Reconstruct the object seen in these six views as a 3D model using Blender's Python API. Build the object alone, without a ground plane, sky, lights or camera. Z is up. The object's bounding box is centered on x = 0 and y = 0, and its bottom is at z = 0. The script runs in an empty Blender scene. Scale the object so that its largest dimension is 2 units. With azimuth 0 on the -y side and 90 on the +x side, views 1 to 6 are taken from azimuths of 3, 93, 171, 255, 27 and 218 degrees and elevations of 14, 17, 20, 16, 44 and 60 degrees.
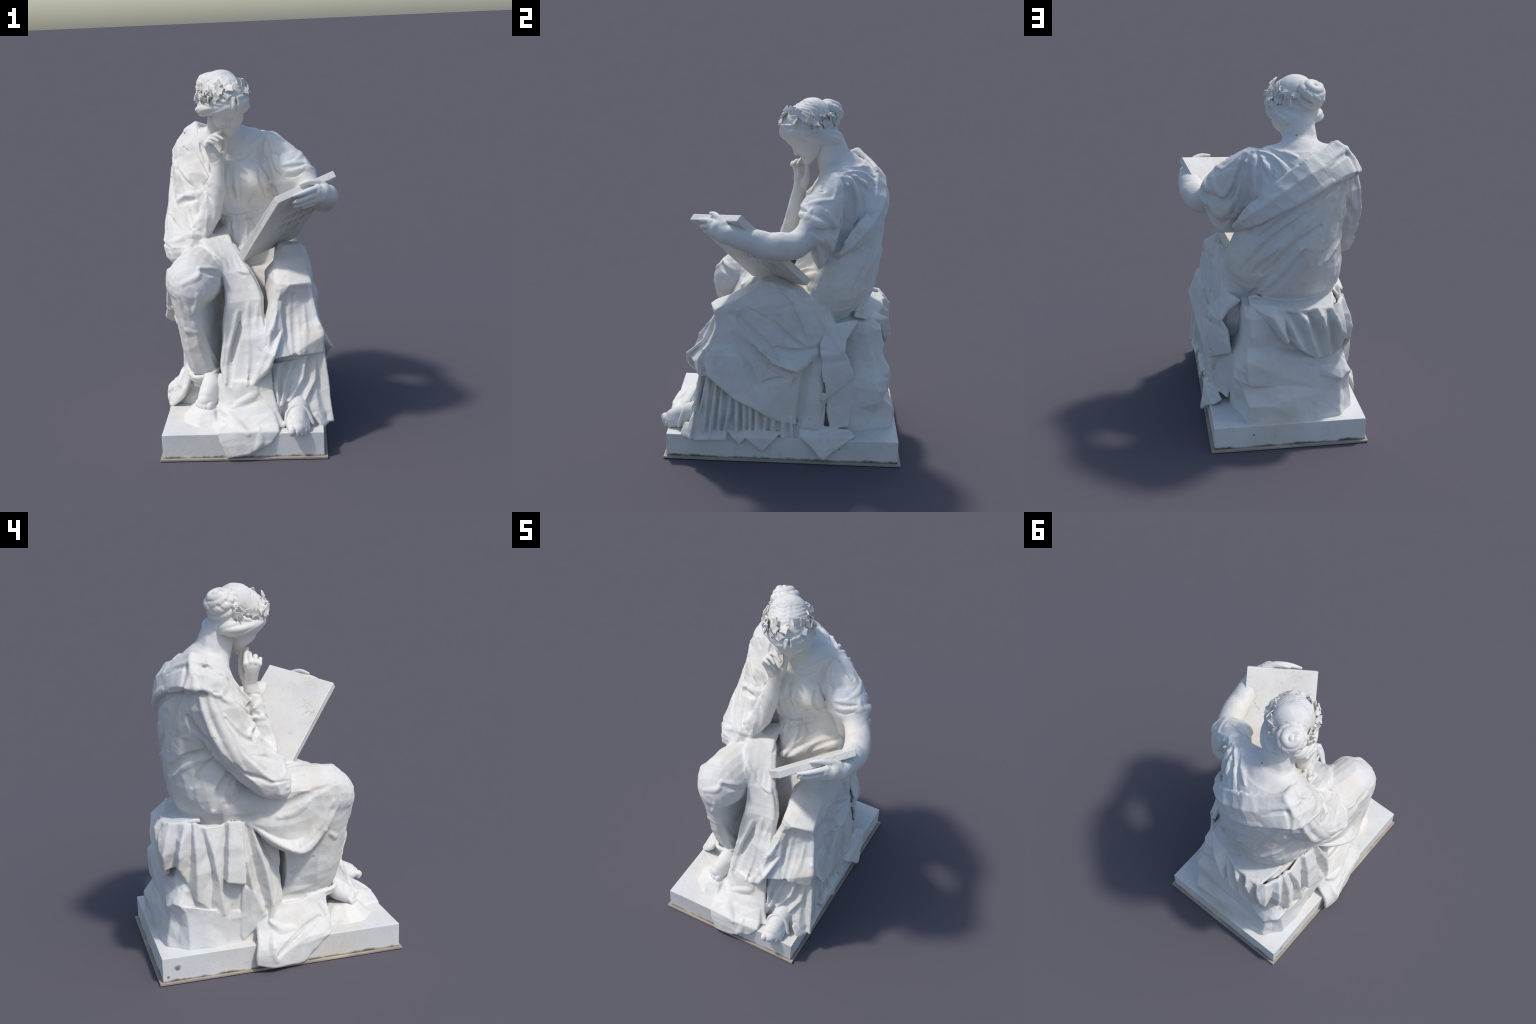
import bpy, math, random
import numpy as np
from mathutils import Vector

# ---------------------------------------------------------------- sculpting
# The statue is modelled like clay: tubes, lofts through cross-sections and
# cloth sheets are blended into a distance field, folds are laid on or carved
# in along curves, and the skin of the field becomes the marble surface.

class Clay:
    def __init__(s, lo, hi, h):
        s.lo = np.array(lo, float); s.h = h
        s.n = np.ceil((np.array(hi) - s.lo) / h).astype(int) + 1
        s.d = np.full(s.n, 0.5, np.float32)
        s.lab = np.zeros(s.n, np.uint8)
        s.names = []

    def part(s, name):
        if name not in s.names:
            s.names.append(name)
        return s.names.index(name)

    def window(s, lo, hi, pad):
        a = np.clip(np.floor((np.array(lo) - pad - s.lo) / s.h).astype(int), 0, s.n - 1)
        b = np.clip(np.ceil((np.array(hi) + pad - s.lo) / s.h).astype(int) + 1, 1, s.n)
        b = np.maximum(b, a + 1)
        sl = tuple(slice(int(p), int(q)) for p, q in zip(a, b))
        ax = [(s.lo[i] + s.h * np.arange(a[i], b[i])).astype(np.float32) for i in range(3)]
        return sl, ax[0][:, None, None], ax[1][None, :, None], ax[2][None, None, :]

    def merge(s, sl, f, k, part):
        d = s.d[sl]
        if part is not None:
            lab = s.lab[sl]
            lab[f < d] = s.part(part)
        if k > 0:
            g = np.maximum(k - np.abs(d - f), 0) / k
            np.minimum(d, f, out=d)
            d -= g * g * k * 0.25
        else:
            np.minimum(d, f, out=d)

    def cut(s, sl, f, k):
        d = s.d[sl]
        m = -f
        g = np.maximum(k - np.abs(d - m), 0) / max(k, 1e-6)
        np.maximum(d, m, out=d)
        d += g * g * k * 0.25

    # chain of round cones through points (x, y, z, r)
    def chain(s, pts, pad):
        P = np.array(pts, float)
        lo = (P[:, :3] - P[:, 3:4]).min(0); hi = (P[:, :3] + P[:, 3:4]).max(0)
        sl, X, Y, Z = s.window(lo, hi, pad)
        f = None
        for a, b in zip(P[:-1], P[1:]):
            ab = b[:3] - a[:3]; L = max(ab @ ab, 1e-12)
            x, y, z = X - np.float32(a[0]), Y - np.float32(a[1]), Z - np.float32(a[2])
            t = np.clip((x * np.float32(ab[0]) + y * np.float32(ab[1]) + z * np.float32(ab[2])) / np.float32(L), 0, 1)
            q = np.sqrt((x - t * np.float32(ab[0])) ** 2 + (y - t * np.float32(ab[1])) ** 2 + (z - t * np.float32(ab[2])) ** 2) - np.float32(a[3]) - t * np.float32(b[3] - a[3])
            f = q if f is None else np.minimum(f, q)
        return sl, f

    def tube(s, part, pts, k=0.02, smooth=0):
        pts = spline(pts, smooth) if smooth else pts
        sl, f = s.chain(pts, k + 3 * s.h)
        s.merge(sl, f, k, part)

    def fold(s, part, pts, k=0.02, smooth=4):
        s.tube(part, pts, k, smooth)

    def groove(s, pts, k=0.015, smooth=4):
        pts = spline(pts, smooth) if smooth else pts
        sl, f = s.chain(pts, k + 3 * s.h)
        s.cut(sl, f, k)

    # sharp fold: the surface is drawn out (or in) along a curve, sloping off like a tent
    def tent(s, pts, lift, spread, smooth=3):
        P = np.array(spline(pts, smooth) if smooth else pts, float)
        W = P[:, 3] * spread; A = P[:, 3] * lift
        sl, X, Y, Z = s.window(P[:, :3].min(0), P[:, :3].max(0), W.max())
        f = np.float32(0)
        for i in range(len(P) - 1):
            a, ab = P[i, :3], P[i + 1, :3] - P[i, :3]; L = max(ab @ ab, 1e-12)
            x, y, z = X - np.float32(a[0]), Y - np.float32(a[1]), Z - np.float32(a[2])
            t = np.clip((x * np.float32(ab[0]) + y * np.float32(ab[1]) + z * np.float32(ab[2])) / np.float32(L), 0, 1)
            q = np.sqrt((x - t * np.float32(ab[0])) ** 2 + (y - t * np.float32(ab[1])) ** 2 + (z - t * np.float32(ab[2])) ** 2)
            w = np.float32(W[i]) + t * np.float32(W[i + 1] - W[i]); h = np.float32(A[i]) + t * np.float32(A[i + 1] - A[i])
            f = np.maximum(f, h * np.maximum(0, 1 - q / w))
        return sl, f

    def ridge(s, pts, lift=1.25, spread=2.6):
        sl, f = s.tent(pts, lift, spread); s.d[sl] -= f

    def crease(s, pts, lift=2.1, spread=2.3):
        sl, f = s.tent(pts, lift, spread); s.d[sl] += f

    def ball(s, part, c, axes, r, k=0.02, carve=False):
        A = np.array(axes, float); r = np.array(r, float)
        ext = np.abs(A * r[:, None]).sum(0)
        sl, X, Y, Z = s.window(np.array(c) - ext, np.array(c) + ext, k + 3 * s.h)
        q = 0; g = 0
        for i in range(3):
            t = ((X - c[0]) * A[i][0] + (Y - c[1]) * A[i][1] + (Z - c[2]) * A[i][2]) / r[i]
            q = q + t * t; g = g + (t / r[i]) ** 2
        q = np.sqrt(q).astype(np.float32)
        f = (q * (q - 1) / np.maximum(np.sqrt(g), 1e-6)).astype(np.float32)
        if carve: s.cut(sl, f, k)
        else: s.merge(sl, f, k, part)

    # block kept on the inner side of planes (point, outward normal)
    def facets(s, part, lo, hi, planes, k=0.01, carve=False):
        sl, X, Y, Z = s.window(lo, hi, k + 3 * s.h)
        f = None
        for p, nrm in planes:
            nrm = np.array(nrm, float); nrm /= np.linalg.norm(nrm)
            q = ((X - p[0]) * nrm[0] + (Y - p[1]) * nrm[1] + (Z - p[2]) * nrm[2]).astype(np.float32)
            f = q if f is None else np.maximum(f, q)
        if carve: s.cut(sl, f, k)
        else: s.merge(sl, f, k, part)

    def tri_field(s, V, T, band):
        V = np.array(V, float)
        sl, X, Y, Z = s.window(V.min(0), V.max(0), band + 2 * s.h)
        shp = (X.shape[0], Y.shape[1], Z.shape[2])
        F = np.full(shp, band, np.float32)
        o = np.array([X[0, 0, 0], Y[0, 0, 0], Z[0, 0, 0]], float)
        for t in T:
            a, b, c = V[t[0]], V[t[1]], V[t[2]]
            if np.linalg.norm(np.cross(b - a, c - a)) < 1e-9: continue
            lo = np.minimum(np.minimum(a, b), c) - band; hi = np.maximum(np.maximum(a, b), c) + band
            i0 = np.clip(np.floor((lo - o) / s.h).astype(int), 0, shp); i1 = np.clip(np.ceil((hi - o) / s.h).astype(int) + 1, 0, shp)
            if (i1 <= i0).any(): continue
            sub = F[i0[0]:i1[0], i0[1]:i1[1], i0[2]:i1[2]]
            np.minimum(sub, tri_dist(X[i0[0]:i1[0]], Y[:, i0[1]:i1[1]], Z[:, :, i0[2]:i1[2]], a, b, c), out=sub)
        return sl, F, o, shp

    def solid(s, part, V, T, k=0.02, carve=False):
        band = max(0.02, 1.5 * k)
        sl, F, o, shp = s.tri_field(V, T, band)
        V = np.array(V, float)
        hit = np.zeros((shp[0], shp[1], shp[2] + 1), np.int32)
        e = 1.37e-5
        for t in T:                                   # inside test by crossings up each column
            a, b, c = V[t[0]], V[t[1]], V[t[2]]
            i0 = np.clip(np.floor((np.minimum(np.minimum(a, b), c)[:2] - o[:2]) / s.h).astype(int), 0, shp[:2])
            i1 = np.clip(np.ceil((np.maximum(np.maximum(a, b), c)[:2] - o[:2]) / s.h).astype(int) + 1, 0, shp[:2])
            if (i1 <= i0).any(): continue
            I, J = np.meshgrid(np.arange(i0[0], i1[0]), np.arange(i0[1], i1[1]), indexing="ij")
            x = o[0] + I * s.h + e; y = o[1] + J * s.h + e * 0.73
            den = (b[1] - c[1]) * (a[0] - c[0]) + (c[0] - b[0]) * (a[1] - c[1])
            if abs(den) < 1e-14: continue
            u = ((b[1] - c[1]) * (x - c[0]) + (c[0] - b[0]) * (y - c[1])) / den
            v = ((c[1] - a[1]) * (x - c[0]) + (a[0] - c[0]) * (y - c[1])) / den
            w = 1 - u - v
            m = (u >= 0) & (v >= 0) & (w >= 0)
            if not m.any(): continue
            kz = np.clip(np.ceil(((u * a[2] + v * b[2] + w * c[2])[m] - o[2]) / s.h).astype(int), 0, shp[2])
            np.add.at(hit, (I[m], J[m], kz), 1)
        inside = (np.cumsum(hit, axis=2)[:, :, :-1] % 2).astype(bool)
        F[inside] *= -1
        if carve: s.cut(sl, F, k)
        else: s.merge(sl, F, k, part)

    def loft(s, part, rings, k=0.02, carve=False):
        V, T = loft_mesh(rings)
        s.solid(part, V, T, k, carve)

    def sheet(s, part, rows, t=0.012, k=0.012, sub=1):
        V, T = grid_mesh(rows, sub)
        band = t + max(k, 2.5 * s.h)
        sl, F, o, shp = s.tri_field(V, T, band)
        s.merge(sl, F - np.float32(t), k, part)

    # chisel facets: a continuous, piecewise flat relief on a skewed lattice
    def chisel(s, scale, amp, seed, band=0.02):
        rng = np.random.default_rng(seed)
        tab = rng.uniform(-1, 1, (64, 64, 64)).astype(np.float32)
        q, _ = np.linalg.qr(rng.normal(size=(3, 3)))
        I = np.nonzero(np.abs(s.d) < band)
        p = np.stack([s.lo[i] + s.h * I[i] for i in range(3)], 1) @ q / scale + 31
        base = np.floor(p).astype(int); f = (p - base).astype(np.float32)
        order = np.argsort(-f, axis=1)
        cur = base.copy(); rows = np.arange(len(p))
        val = tab[cur[:, 0] % 64, cur[:, 1] % 64, cur[:, 2] % 64]
        out = val.copy()
        for k in range(3):
            ax = order[:, k]; cur[rows, ax] += 1
            nxt = tab[cur[:, 0] % 64, cur[:, 1] % 64, cur[:, 2] % 64]
            out += f[rows, ax] * (nxt - val); val = nxt
        s.d[I] += out * np.float32(amp)

    def skin(s):
        """surface nets: one vertex per cell that the surface crosses"""
        d = s.d; ins = d < 0
        n0, n1, n2 = (np.array(d.shape) - 1)
        c8 = np.zeros((n0, n1, n2), np.uint8)
        for i in (0, 1):
            for j in (0, 1):
                for k in (0, 1):
                    c8 += ins[i:n0 + i, j:n1 + j, k:n2 + k]
        I, J, K = np.nonzero((c8 > 0) & (c8 < 8))
        idx = np.full((n0, n1, n2), -1, np.int32)
        idx[I, J, K] = np.arange(len(I))
        acc = np.zeros((len(I), 3)); cnt = np.zeros(len(I))
        corner = {}
        for i in (0, 1):
            for j in (0, 1):
                for k in (0, 1):
                    corner[i, j, k] = d[I + i, J + j, K + k].astype(float)
        for p in corner:
            for ax in range(3):
                if p[ax] == 1: continue
                q = list(p); q[ax] = 1; q = tuple(q)
                a, b = corner[p], corner[q]
                m = (a < 0) != (b < 0)
                t = np.where(m, a / np.where(m, a - b, 1), 0)
                pos = np.repeat(np.array(p, float)[None], len(I), 0); pos[:, ax] += t
                acc[m] += pos[m]; cnt[m] += 1
        V = s.lo + (np.stack([I, J, K], 1) + acc / cnt[:, None]) * s.h
        quads = []
        for ax in range(3):
            A = [slice(0, n) for n in d.shape]; B = list(A)
            A[ax] = slice(0, d.shape[ax] - 1); B[ax] = slice(1, d.shape[ax])
            a, b = ins[tuple(A)], ins[tuple(B)]
            for flip, m in ((False, a & ~b), (True, ~a & b)):
                e = np.array(np.nonzero(m))
                u, w = (ax + 1) % 3, (ax + 2) % 3
                ok = (e[u] > 0) & (e[w] > 0) & (e[u] < [n0, n1, n2][u]) & (e[w] < [n0, n1, n2][w])
                e = e[:, ok]
                def cell(du, dw):
                    q = e.copy(); q[u] -= du; q[w] -= dw
                    return idx[q[0], q[1], q[2]]
                f = np.stack([cell(1, 1), cell(0, 1), cell(0, 0), cell(1, 0)], 1)
                quads.append(f[:, ::-1] if flip else f)
        Q = np.concatenate(quads)
        lab = s.lab[np.minimum(I + 1, n0), np.minimum(J + 1, n1), np.minimum(K + 1, n2)]
        return V, Q, lab


def tri_dist(X, Y, Z, a, b, c):
    f4 = np.float32
    ab, ac, bc = (b - a), (c - a), (c - b)
    n = np.cross(ab, ac); n /= np.linalg.norm(n)
    def seg(p, e):
        L = max(e @ e, 1e-12)
        x, y, z = X - f4(p[0]), Y - f4(p[1]), Z - f4(p[2])
        t = np.clip((x * f4(e[0]) + y * f4(e[1]) + z * f4(e[2])) * f4(1 / L), 0, 1)
        return (x - t * f4(e[0])) ** 2 + (y - t * f4(e[1])) ** 2 + (z - t * f4(e[2])) ** 2
    out = np.minimum(np.minimum(seg(a, ab), seg(b, bc)), seg(a, ac))
    def side(p, e):
        m = np.cross(n, e)
        return (X - f4(p[0])) * f4(m[0]) + (Y - f4(p[1])) * f4(m[1]) + (Z - f4(p[2])) * f4(m[2])
    inn = (side(a, ab) >= 0) & (side(b, bc) >= 0) & (side(c, a - c) >= 0)
    h = (X - f4(a[0])) * f4(n[0]) + (Y - f4(a[1])) * f4(n[1]) + (Z - f4(a[2])) * f4(n[2])
    return np.where(inn, np.abs(h), np.sqrt(out)).astype(f4)


def spline(pts, n=4):
    P = np.array(pts, float)
    if len(P) < 3 or n < 2: return P
    E = np.vstack([2 * P[0] - P[1], P, 2 * P[-1] - P[-2]])
    out = []
    for i in range(1, len(E) - 2):
        p0, p1, p2, p3 = E[i - 1], E[i], E[i + 1], E[i + 2]
        for t in np.linspace(0, 1, n, endpoint=False):
            out.append(0.5 * (2 * p1 + (p2 - p0) * t + (2 * p0 - 5 * p1 + 4 * p2 - p3) * t * t + (3 * p1 - p0 - 3 * p2 + p3) * t ** 3))
    out.append(P[-1])
    out = np.array(out)
    if out.shape[1] == 4: out[:, 3] = np.maximum(out[:, 3], 0.0005)
    return out


def loft_mesh(rings):
    R = np.array(rings, float); m, n = R.shape[:2]
    V = list(R.reshape(-1, 3)); T = []
    for i in range(m - 1):
        for j in range(n):
            a, b = i * n + j, i * n + (j + 1) % n
            T += [(a, b, a + n), (b, b + n, a + n)]
    for base in (0, (m - 1) * n):
        V.append(R[base // n].mean(0)); c = len(V) - 1
        for j in range(n):
            T.append((base + j, base + (j + 1) % n, c))
    return V, T


def grid_mesh(rows, sub=1):
    G = np.array(rows, float)
    if sub > 1:
        G = np.array([spline(r, sub) for r in G])
        G = np.array([spline(G[:, j], sub) for j in range(G.shape[1])]).transpose(1, 0, 2)
    m, n = G.shape[:2]; T = []
    for i in range(m - 1):
        for j in range(n - 1):
            a = i * n + j
            T += [(a, a + 1, a + n), (a + 1, a + n + 1, a + n)]
    return G.reshape(-1, 3), T


def oval(z, x0, x1, y0, y1, n=20, p=2.5, axis="z"):
    """superellipse ring in the plane axis = z spanning the two given ranges"""
    a = np.arange(n) / n * 2 * np.pi + np.pi / n
    c, s_ = np.cos(a), np.sin(a)
    u = (x0 + x1) / 2 + (x1 - x0) / 2 * np.sign(c) * np.abs(c) ** (2 / p)
    v = (y0 + y1) / 2 + (y1 - y0) / 2 * np.sign(s_) * np.abs(s_) ** (2 / p)
    w = np.full(n, z)
    return np.stack({"z": (u, v, w), "y": (u, w, v), "x": (w, u, v)}[axis], 1)

# ---------------------------------------------------------------- the figure
H = 0.0046
body = Clay((-0.56, -0.76, 0.0), (0.56, 0.74, 1.80), H)

def body_ring(z, xl, xr, yf, yb, yl, yr, xb, p=(2.2, 1.88, 2.1, 2.2), n=28):
    """closed curve at height z: left, right, front and back extremes, each quarter (front right, back right, back left, front left) with its own fullness"""
    out = []
    for i in range(n):
        a = 2 * math.pi * (i + 0.5) / n - math.pi / 2
        c, s_ = math.cos(a), math.sin(a)
        q = (p[0] if s_ < 0 else p[1]) if c > 0 else (p[3] if s_ < 0 else p[2])
        c, s_ = math.copysign(abs(c) ** (2 / q), c), math.copysign(abs(s_) ** (2 / q), s_)
        w = abs(s_)
        x = xb + (xr - xb) * c if c > 0 else xb - (xl - xb) * c
        side = yr if c > 0 else yl
        y = side + (yb - side) * s_ if s_ > 0 else side - (yf - side) * s_
        out.append((x, y, z))
    return out

def ring(z, *xy):
    return [(x, y, z) for x, y in xy]

# --- rock that she sits on
def rock(B):
    # outline at each height: front corners, then +x side, back right, back left, -x side
    rng = random.Random(3)
    def rough(z, p):
        q = []
        for i, (x, y) in enumerate(p):                    # extra corner between the given ones, each at its own height
            x2, y2 = p[(i + 1) % len(p)]
            a = 0.010 if 0.12 < z < 0.75 else 0
            q.append((x + rng.uniform(-a, a) * 0.5, y + rng.uniform(-a, a) * 0.5, z + rng.uniform(-2, 2) * a))
            q.append(((x + x2) / 2 + rng.uniform(-a, a), (y + y2) / 2 + rng.uniform(-a, a) * 1.2, z + rng.uniform(-3, 3) * a))
        return q
    B.loft("rock", [rough(z, p) for z, p in (
        (0.10, ((-0.38, 0.0), (0.28, 0.0), (0.285, 0.40), (0.200, 0.650), (-0.06, 0.648), (-0.322, 0.626), (-0.408, 0.530), (-0.405, 0.30))),
        (0.16, ((-0.38, 0.0), (0.28, 0.0), (0.283, 0.40), (0.200, 0.650), (-0.06, 0.648), (-0.322, 0.626), (-0.408, 0.525), (-0.405, 0.30))),
        (0.275, ((-0.38, 0.0), (0.28, 0.0), (0.285, 0.45), (0.205, 0.662), (-0.06, 0.640), (-0.320, 0.610), (-0.395, 0.520), (-0.395, 0.30))),
        (0.335, ((-0.36, 0.0), (0.27, 0.0), (0.287, 0.565), (0.170, 0.610), (-0.06, 0.615), (-0.315, 0.605), (-0.390, 0.530), (-0.385, 0.30))),
        (0.38, ((-0.36, 0.0), (0.27, 0.0), (0.282, 0.560), (0.205, 0.625), (-0.06, 0.612), (-0.325, 0.620), (-0.388, 0.560), (-0.375, 0.30))),
        (0.46, ((-0.34, 0.0), (0.26, 0.0), (0.272, 0.545), (0.215, 0.632), (-0.06, 0.610), (-0.313, 0.578), (-0.360, 0.530), (-0.36, 0.30))),
        (0.50, ((-0.34, 0.0), (0.26, 0.0), (0.262, 0.530), (0.218, 0.628), (-0.06, 0.605), (-0.310, 0.575), (-0.350, 0.530), (-0.35, 0.30))),
        (0.56, ((-0.33, 0.0), (0.24, 0.0), (0.225, 0.530), (0.205, 0.572), (-0.06, 0.562), (-0.300, 0.552), (-0.340, 0.500), (-0.335, 0.30))),
        (0.66, ((-0.33, 0.0), (0.22, 0.0), (0.220, 0.500), (0.183, 0.594), (-0.06, 0.552), (-0.290, 0.545), (-0.325, 0.490), (-0.325, 0.30))),
        (0.74, ((-0.32, 0.0), (0.22, 0.0), (0.220, 0.480), (0.184, 0.570), (-0.06, 0.535), (-0.280, 0.535), (-0.315, 0.480), (-0.32, 0.30))),
        (0.79, ((-0.30, 0.0), (0.21, 0.0), (0.216, 0.460), (0.190, 0.520), (-0.06, 0.530), (-0.260, 0.540), (-0.310, 0.480), (-0.32, 0.30))))], 0.006)

# --- trunk in the gathered tunic
def torso(B):
    B.loft("torso", [body_ring(z, xl, xr, yf, yb, yl, yr, xb) for z, xl, xr, yf, yb, yl, yr, xb in (
        (0.74, -0.26, 0.17, 0.05, 0.40, 0.22, 0.16, -0.08), (0.80, -0.315, 0.225, 0.03, 0.468, 0.25, 0.17, -0.08), (0.86, -0.352, 0.272, 0.05, 0.512, 0.27, 0.18, -0.08),
        (0.93, -0.367, 0.292, 0.08, 0.538, 0.29, 0.19, -0.09), (1.00, -0.367, 0.290, 0.11, 0.553, 0.30, 0.20, -0.10), (1.07, -0.357, 0.268, 0.15, 0.560, 0.31, 0.22, -0.10),
        (1.14, -0.350, 0.242, 0.19, 0.565, 0.32, 0.25, -0.11), (1.20, -0.357, 0.21, 0.19, 0.567, 0.32, 0.27, -0.11), (1.27, -0.375, 0.185, 0.15, 0.569, 0.32, 0.29, -0.11),
        (1.34, -0.395, 0.17, 0.115, 0.573, 0.32, 0.30, -0.11), (1.42, -0.405, 0.17, 0.125, 0.573, 0.33, 0.31, -0.12), (1.50, -0.405, 0.165, 0.165, 0.552, 0.34, 0.32, -0.13),
        (1.56, -0.385, 0.15, 0.19, 0.520, 0.35, 0.33, -0.14), (1.61, -0.34, 0.12, 0.21, 0.487, 0.35, 0.34, -0.14), (1.645, -0.28, 0.07, 0.23, 0.447, 0.35, 0.34, -0.13))], 0.02)
    # bosom
    B.ball("torso", (0.045, 0.215, 1.36), np.eye(3), (0.095, 0.11, 0.11), 0.03)
    B.ball("torso", (-0.15, 0.215, 1.36), np.eye(3), (0.095, 0.11, 0.11), 0.03)
    B.tube("torso", [(-0.15, 0.19, 1.36, 0.07), (-0.13, 0.195, 1.20, 0.068)], 0.03)
    # belly of the gathered skirt below the belt
    B.tube("torso", [(-0.09, 0.23, 1.17, 0.09), (-0.05, 0.16, 1.08, 0.09), (-0.03, 0.14, 0.98, 0.10)], 0.03)
    B.tube("mantle", [(-0.05, 0.03, 0.975, 0.025), (0.02, 0.07, 0.99, 0.030), (0.11, 0.14, 1.03, 0.035), (0.20, 0.20, 1.05, 0.04)], 0.02, 3)
    B.tube("mantle", [(-0.02, 0.11, 1.00, 0.025), (0.08, 0.17, 1.06, 0.028), (0.17, 0.23, 1.10, 0.03)], 0.015, 3)
    # neck and slope of the shoulders
    B.tube("neck", [(-0.115, 0.215, 1.80, 0.085), (-0.118, 0.24, 1.74, 0.088), (-0.118, 0.27, 1.66, 0.097), (-0.11, 0.30, 1.60, 0.11)], 0.03)
    B.tube("torso", [(-0.10, 0.34, 1.61, 0.080), (0.03, 0.325, 1.575, 0.065), (0.14, 0.305, 1.560, 0.065)], 0.04)
    B.tube("torso", [(-0.11, 0.34, 1.60, 0.085), (-0.25, 0.35, 1.57, 0.080), (-0.34, 0.34, 1.53, 0.085)], 0.04)

# --- thighs, shins and the cloth that wraps them
def legs(B):
    B.loft("skirt", [oval(y, x0, x1, z0, z1, 20, 2.05, "y") for y, x0, x1, z0, z1 in (
        (0.30, -0.35, -0.02, 0.74, 1.00), (0.05, -0.385, -0.05, 0.74, 1.02), (-0.10, -0.41, -0.08, 0.74, 1.048), (-0.25, -0.432, -0.12, 0.74, 1.046),
        (-0.33, -0.425, -0.14, 0.76, 1.036), (-0.385, -0.395, -0.175, 0.78, 0.992), (-0.415, -0.36, -0.205, 0.81, 0.945), (-0.432, -0.315, -0.25, 0.84, 0.90))], 0.02)
    # outer side, front, shin ridge, then the hollow on the inner side
    B.loft("skirt", [ring(z, *p) for z, p in (
        (0.95, ((-0.425, -0.20), (-0.405, -0.33), (-0.35, -0.395), (-0.27, -0.405), (-0.20, -0.365), (-0.145, -0.27), (-0.13, -0.10), (-0.20, 0.08), (-0.37, 0.06))),
        (0.86, ((-0.436, -0.22), (-0.418, -0.33), (-0.36, -0.412), (-0.285, -0.428), (-0.240, -0.410), (-0.175, -0.29), (-0.135, -0.12), (-0.20, 0.05), (-0.37, 0.03))),
        (0.75, ((-0.418, -0.22), (-0.396, -0.32), (-0.345, -0.392), (-0.288, -0.408), (-0.248, -0.390), (-0.185, -0.25), (-0.140, -0.12), (-0.20, 0.0), (-0.36, -0.02))),
        (0.66, ((-0.400, -0.22), (-0.380, -0.31), (-0.335, -0.377), (-0.278, -0.393), (-0.238, -0.370), (-0.182, -0.24), (-0.140, -0.12), (-0.20, -0.02), (-0.34, -0.03))),
        (0.56, ((-0.388, -0.20), (-0.368, -0.30), (-0.325, -0.358), (-0.265, -0.378), (-0.222, -0.355), (-0.175, -0.23), (-0.140, -0.12), (-0.20, -0.03), (-0.33, -0.04))),
        (0.48, ((-0.376, -0.20), (-0.358, -0.28), (-0.315, -0.343), (-0.250, -0.363), (-0.210, -0.343), (-0.168, -0.24), (-0.145, -0.12), (-0.20, -0.03), (-0.325, -0.04))),
        (0.40, ((-0.356, -0.20), (-0.340, -0.27), (-0.300, -0.323), (-0.235, -0.341), (-0.185, -0.328), (-0.158, -0.25), (-0.150, -0.12), (-0.20, -0.03), (-0.32, -0.03))),
        (0.345, ((-0.335, -0.20), (-0.320, -0.25), (-0.285, -0.298), (-0.230, -0.313), (-0.180, -0.298), (-0.165, -0.24), (-0.160, -0.12), (-0.20, 0.0), (-0.32, 0.0))),
        (0.26, ((-0.340, -0.20), (-0.320, -0.24), (-0.285, -0.27), (-0.230, -0.28), (-0.180, -0.27), (-0.165, -0.22), (-0.160, -0.12), (-0.20, 0.0), (-0.32, 0.0))))], 0.012)
    for y, z, r in ((-0.330, 0.350, 0.012), (-0.318, 0.328, 0.010)):
        B.fold("skirt", [(-0.335, y + 0.08, z - 0.010, r * 0.7), (-0.30, y + 0.012, z - 0.004, r), (-0.24, y - 0.004, z + 0.006, r), (-0.185, y + 0.004, z + 0.032, r), (-0.155, y + 0.04, z + 0.04, r * 0.7)], 0.008)
    # her left leg under the skirt: inner edge, knee folds, outer side, hip, back
    B.loft("skirt", [ring(z, *p) for z, p in (
        (1.042, ((0.185, -0.07), (0.20, -0.095), (0.23, -0.12), (0.28, -0.11), (0.30, -0.08), (0.30, -0.05), (0.28, -0.03), (0.24, -0.02), (0.21, -0.02), (0.185, -0.04))),
        (1.005, ((0.165, -0.11), (0.19, -0.14), (0.24, -0.165), (0.315, -0.14), (0.335, -0.08), (0.330, -0.01), (0.31, 0.05), (0.26, 0.08), (0.20, 0.08), (0.16, 0.0))),
        (0.938, ((0.155, -0.23), (0.18, -0.27), (0.24, -0.295), (0.340, -0.265), (0.357, -0.15), (0.352, 0.0), (0.33, 0.10), (0.28, 0.20), (0.18, 0.20), (0.15, -0.05))),
        (0.89, ((0.16, -0.34), (0.192, -0.378), (0.245, -0.395), (0.358, -0.365), (0.370, -0.24), (0.356, -0.05), (0.345, 0.12), (0.28, 0.26), (0.18, 0.26), (0.10, -0.1))),
        (0.80, ((0.15, -0.36), (0.172, -0.392), (0.225, -0.378), (0.365, -0.350), (0.383, -0.25), (0.350, -0.02), (0.350, 0.15), (0.28, 0.30), (0.18, 0.30), (0.10, -0.15))),
        (0.70, ((0.12, -0.40), (0.142, -0.438), (0.205, -0.398), (0.385, -0.385), (0.395, -0.26), (0.350, 0.0), (0.348, 0.18), (0.29, 0.33), (0.18, 0.33), (0.09, -0.2))),
        (0.62, ((0.10, -0.42), (0.125, -0.475), (0.215, -0.440), (0.418, -0.450), (0.412, -0.30), (0.350, 0.0), (0.340, 0.18), (0.29, 0.30), (0.18, 0.32), (0.08, -0.2))),
        (0.52, ((0.09, -0.44), (0.135, -0.545), (0.225, -0.510), (0.415, -0.455), (0.430, -0.38), (0.345, 0.0), (0.33, 0.16), (0.27, 0.28), (0.18, 0.30), (0.08, -0.2))))], 0.01)
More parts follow.
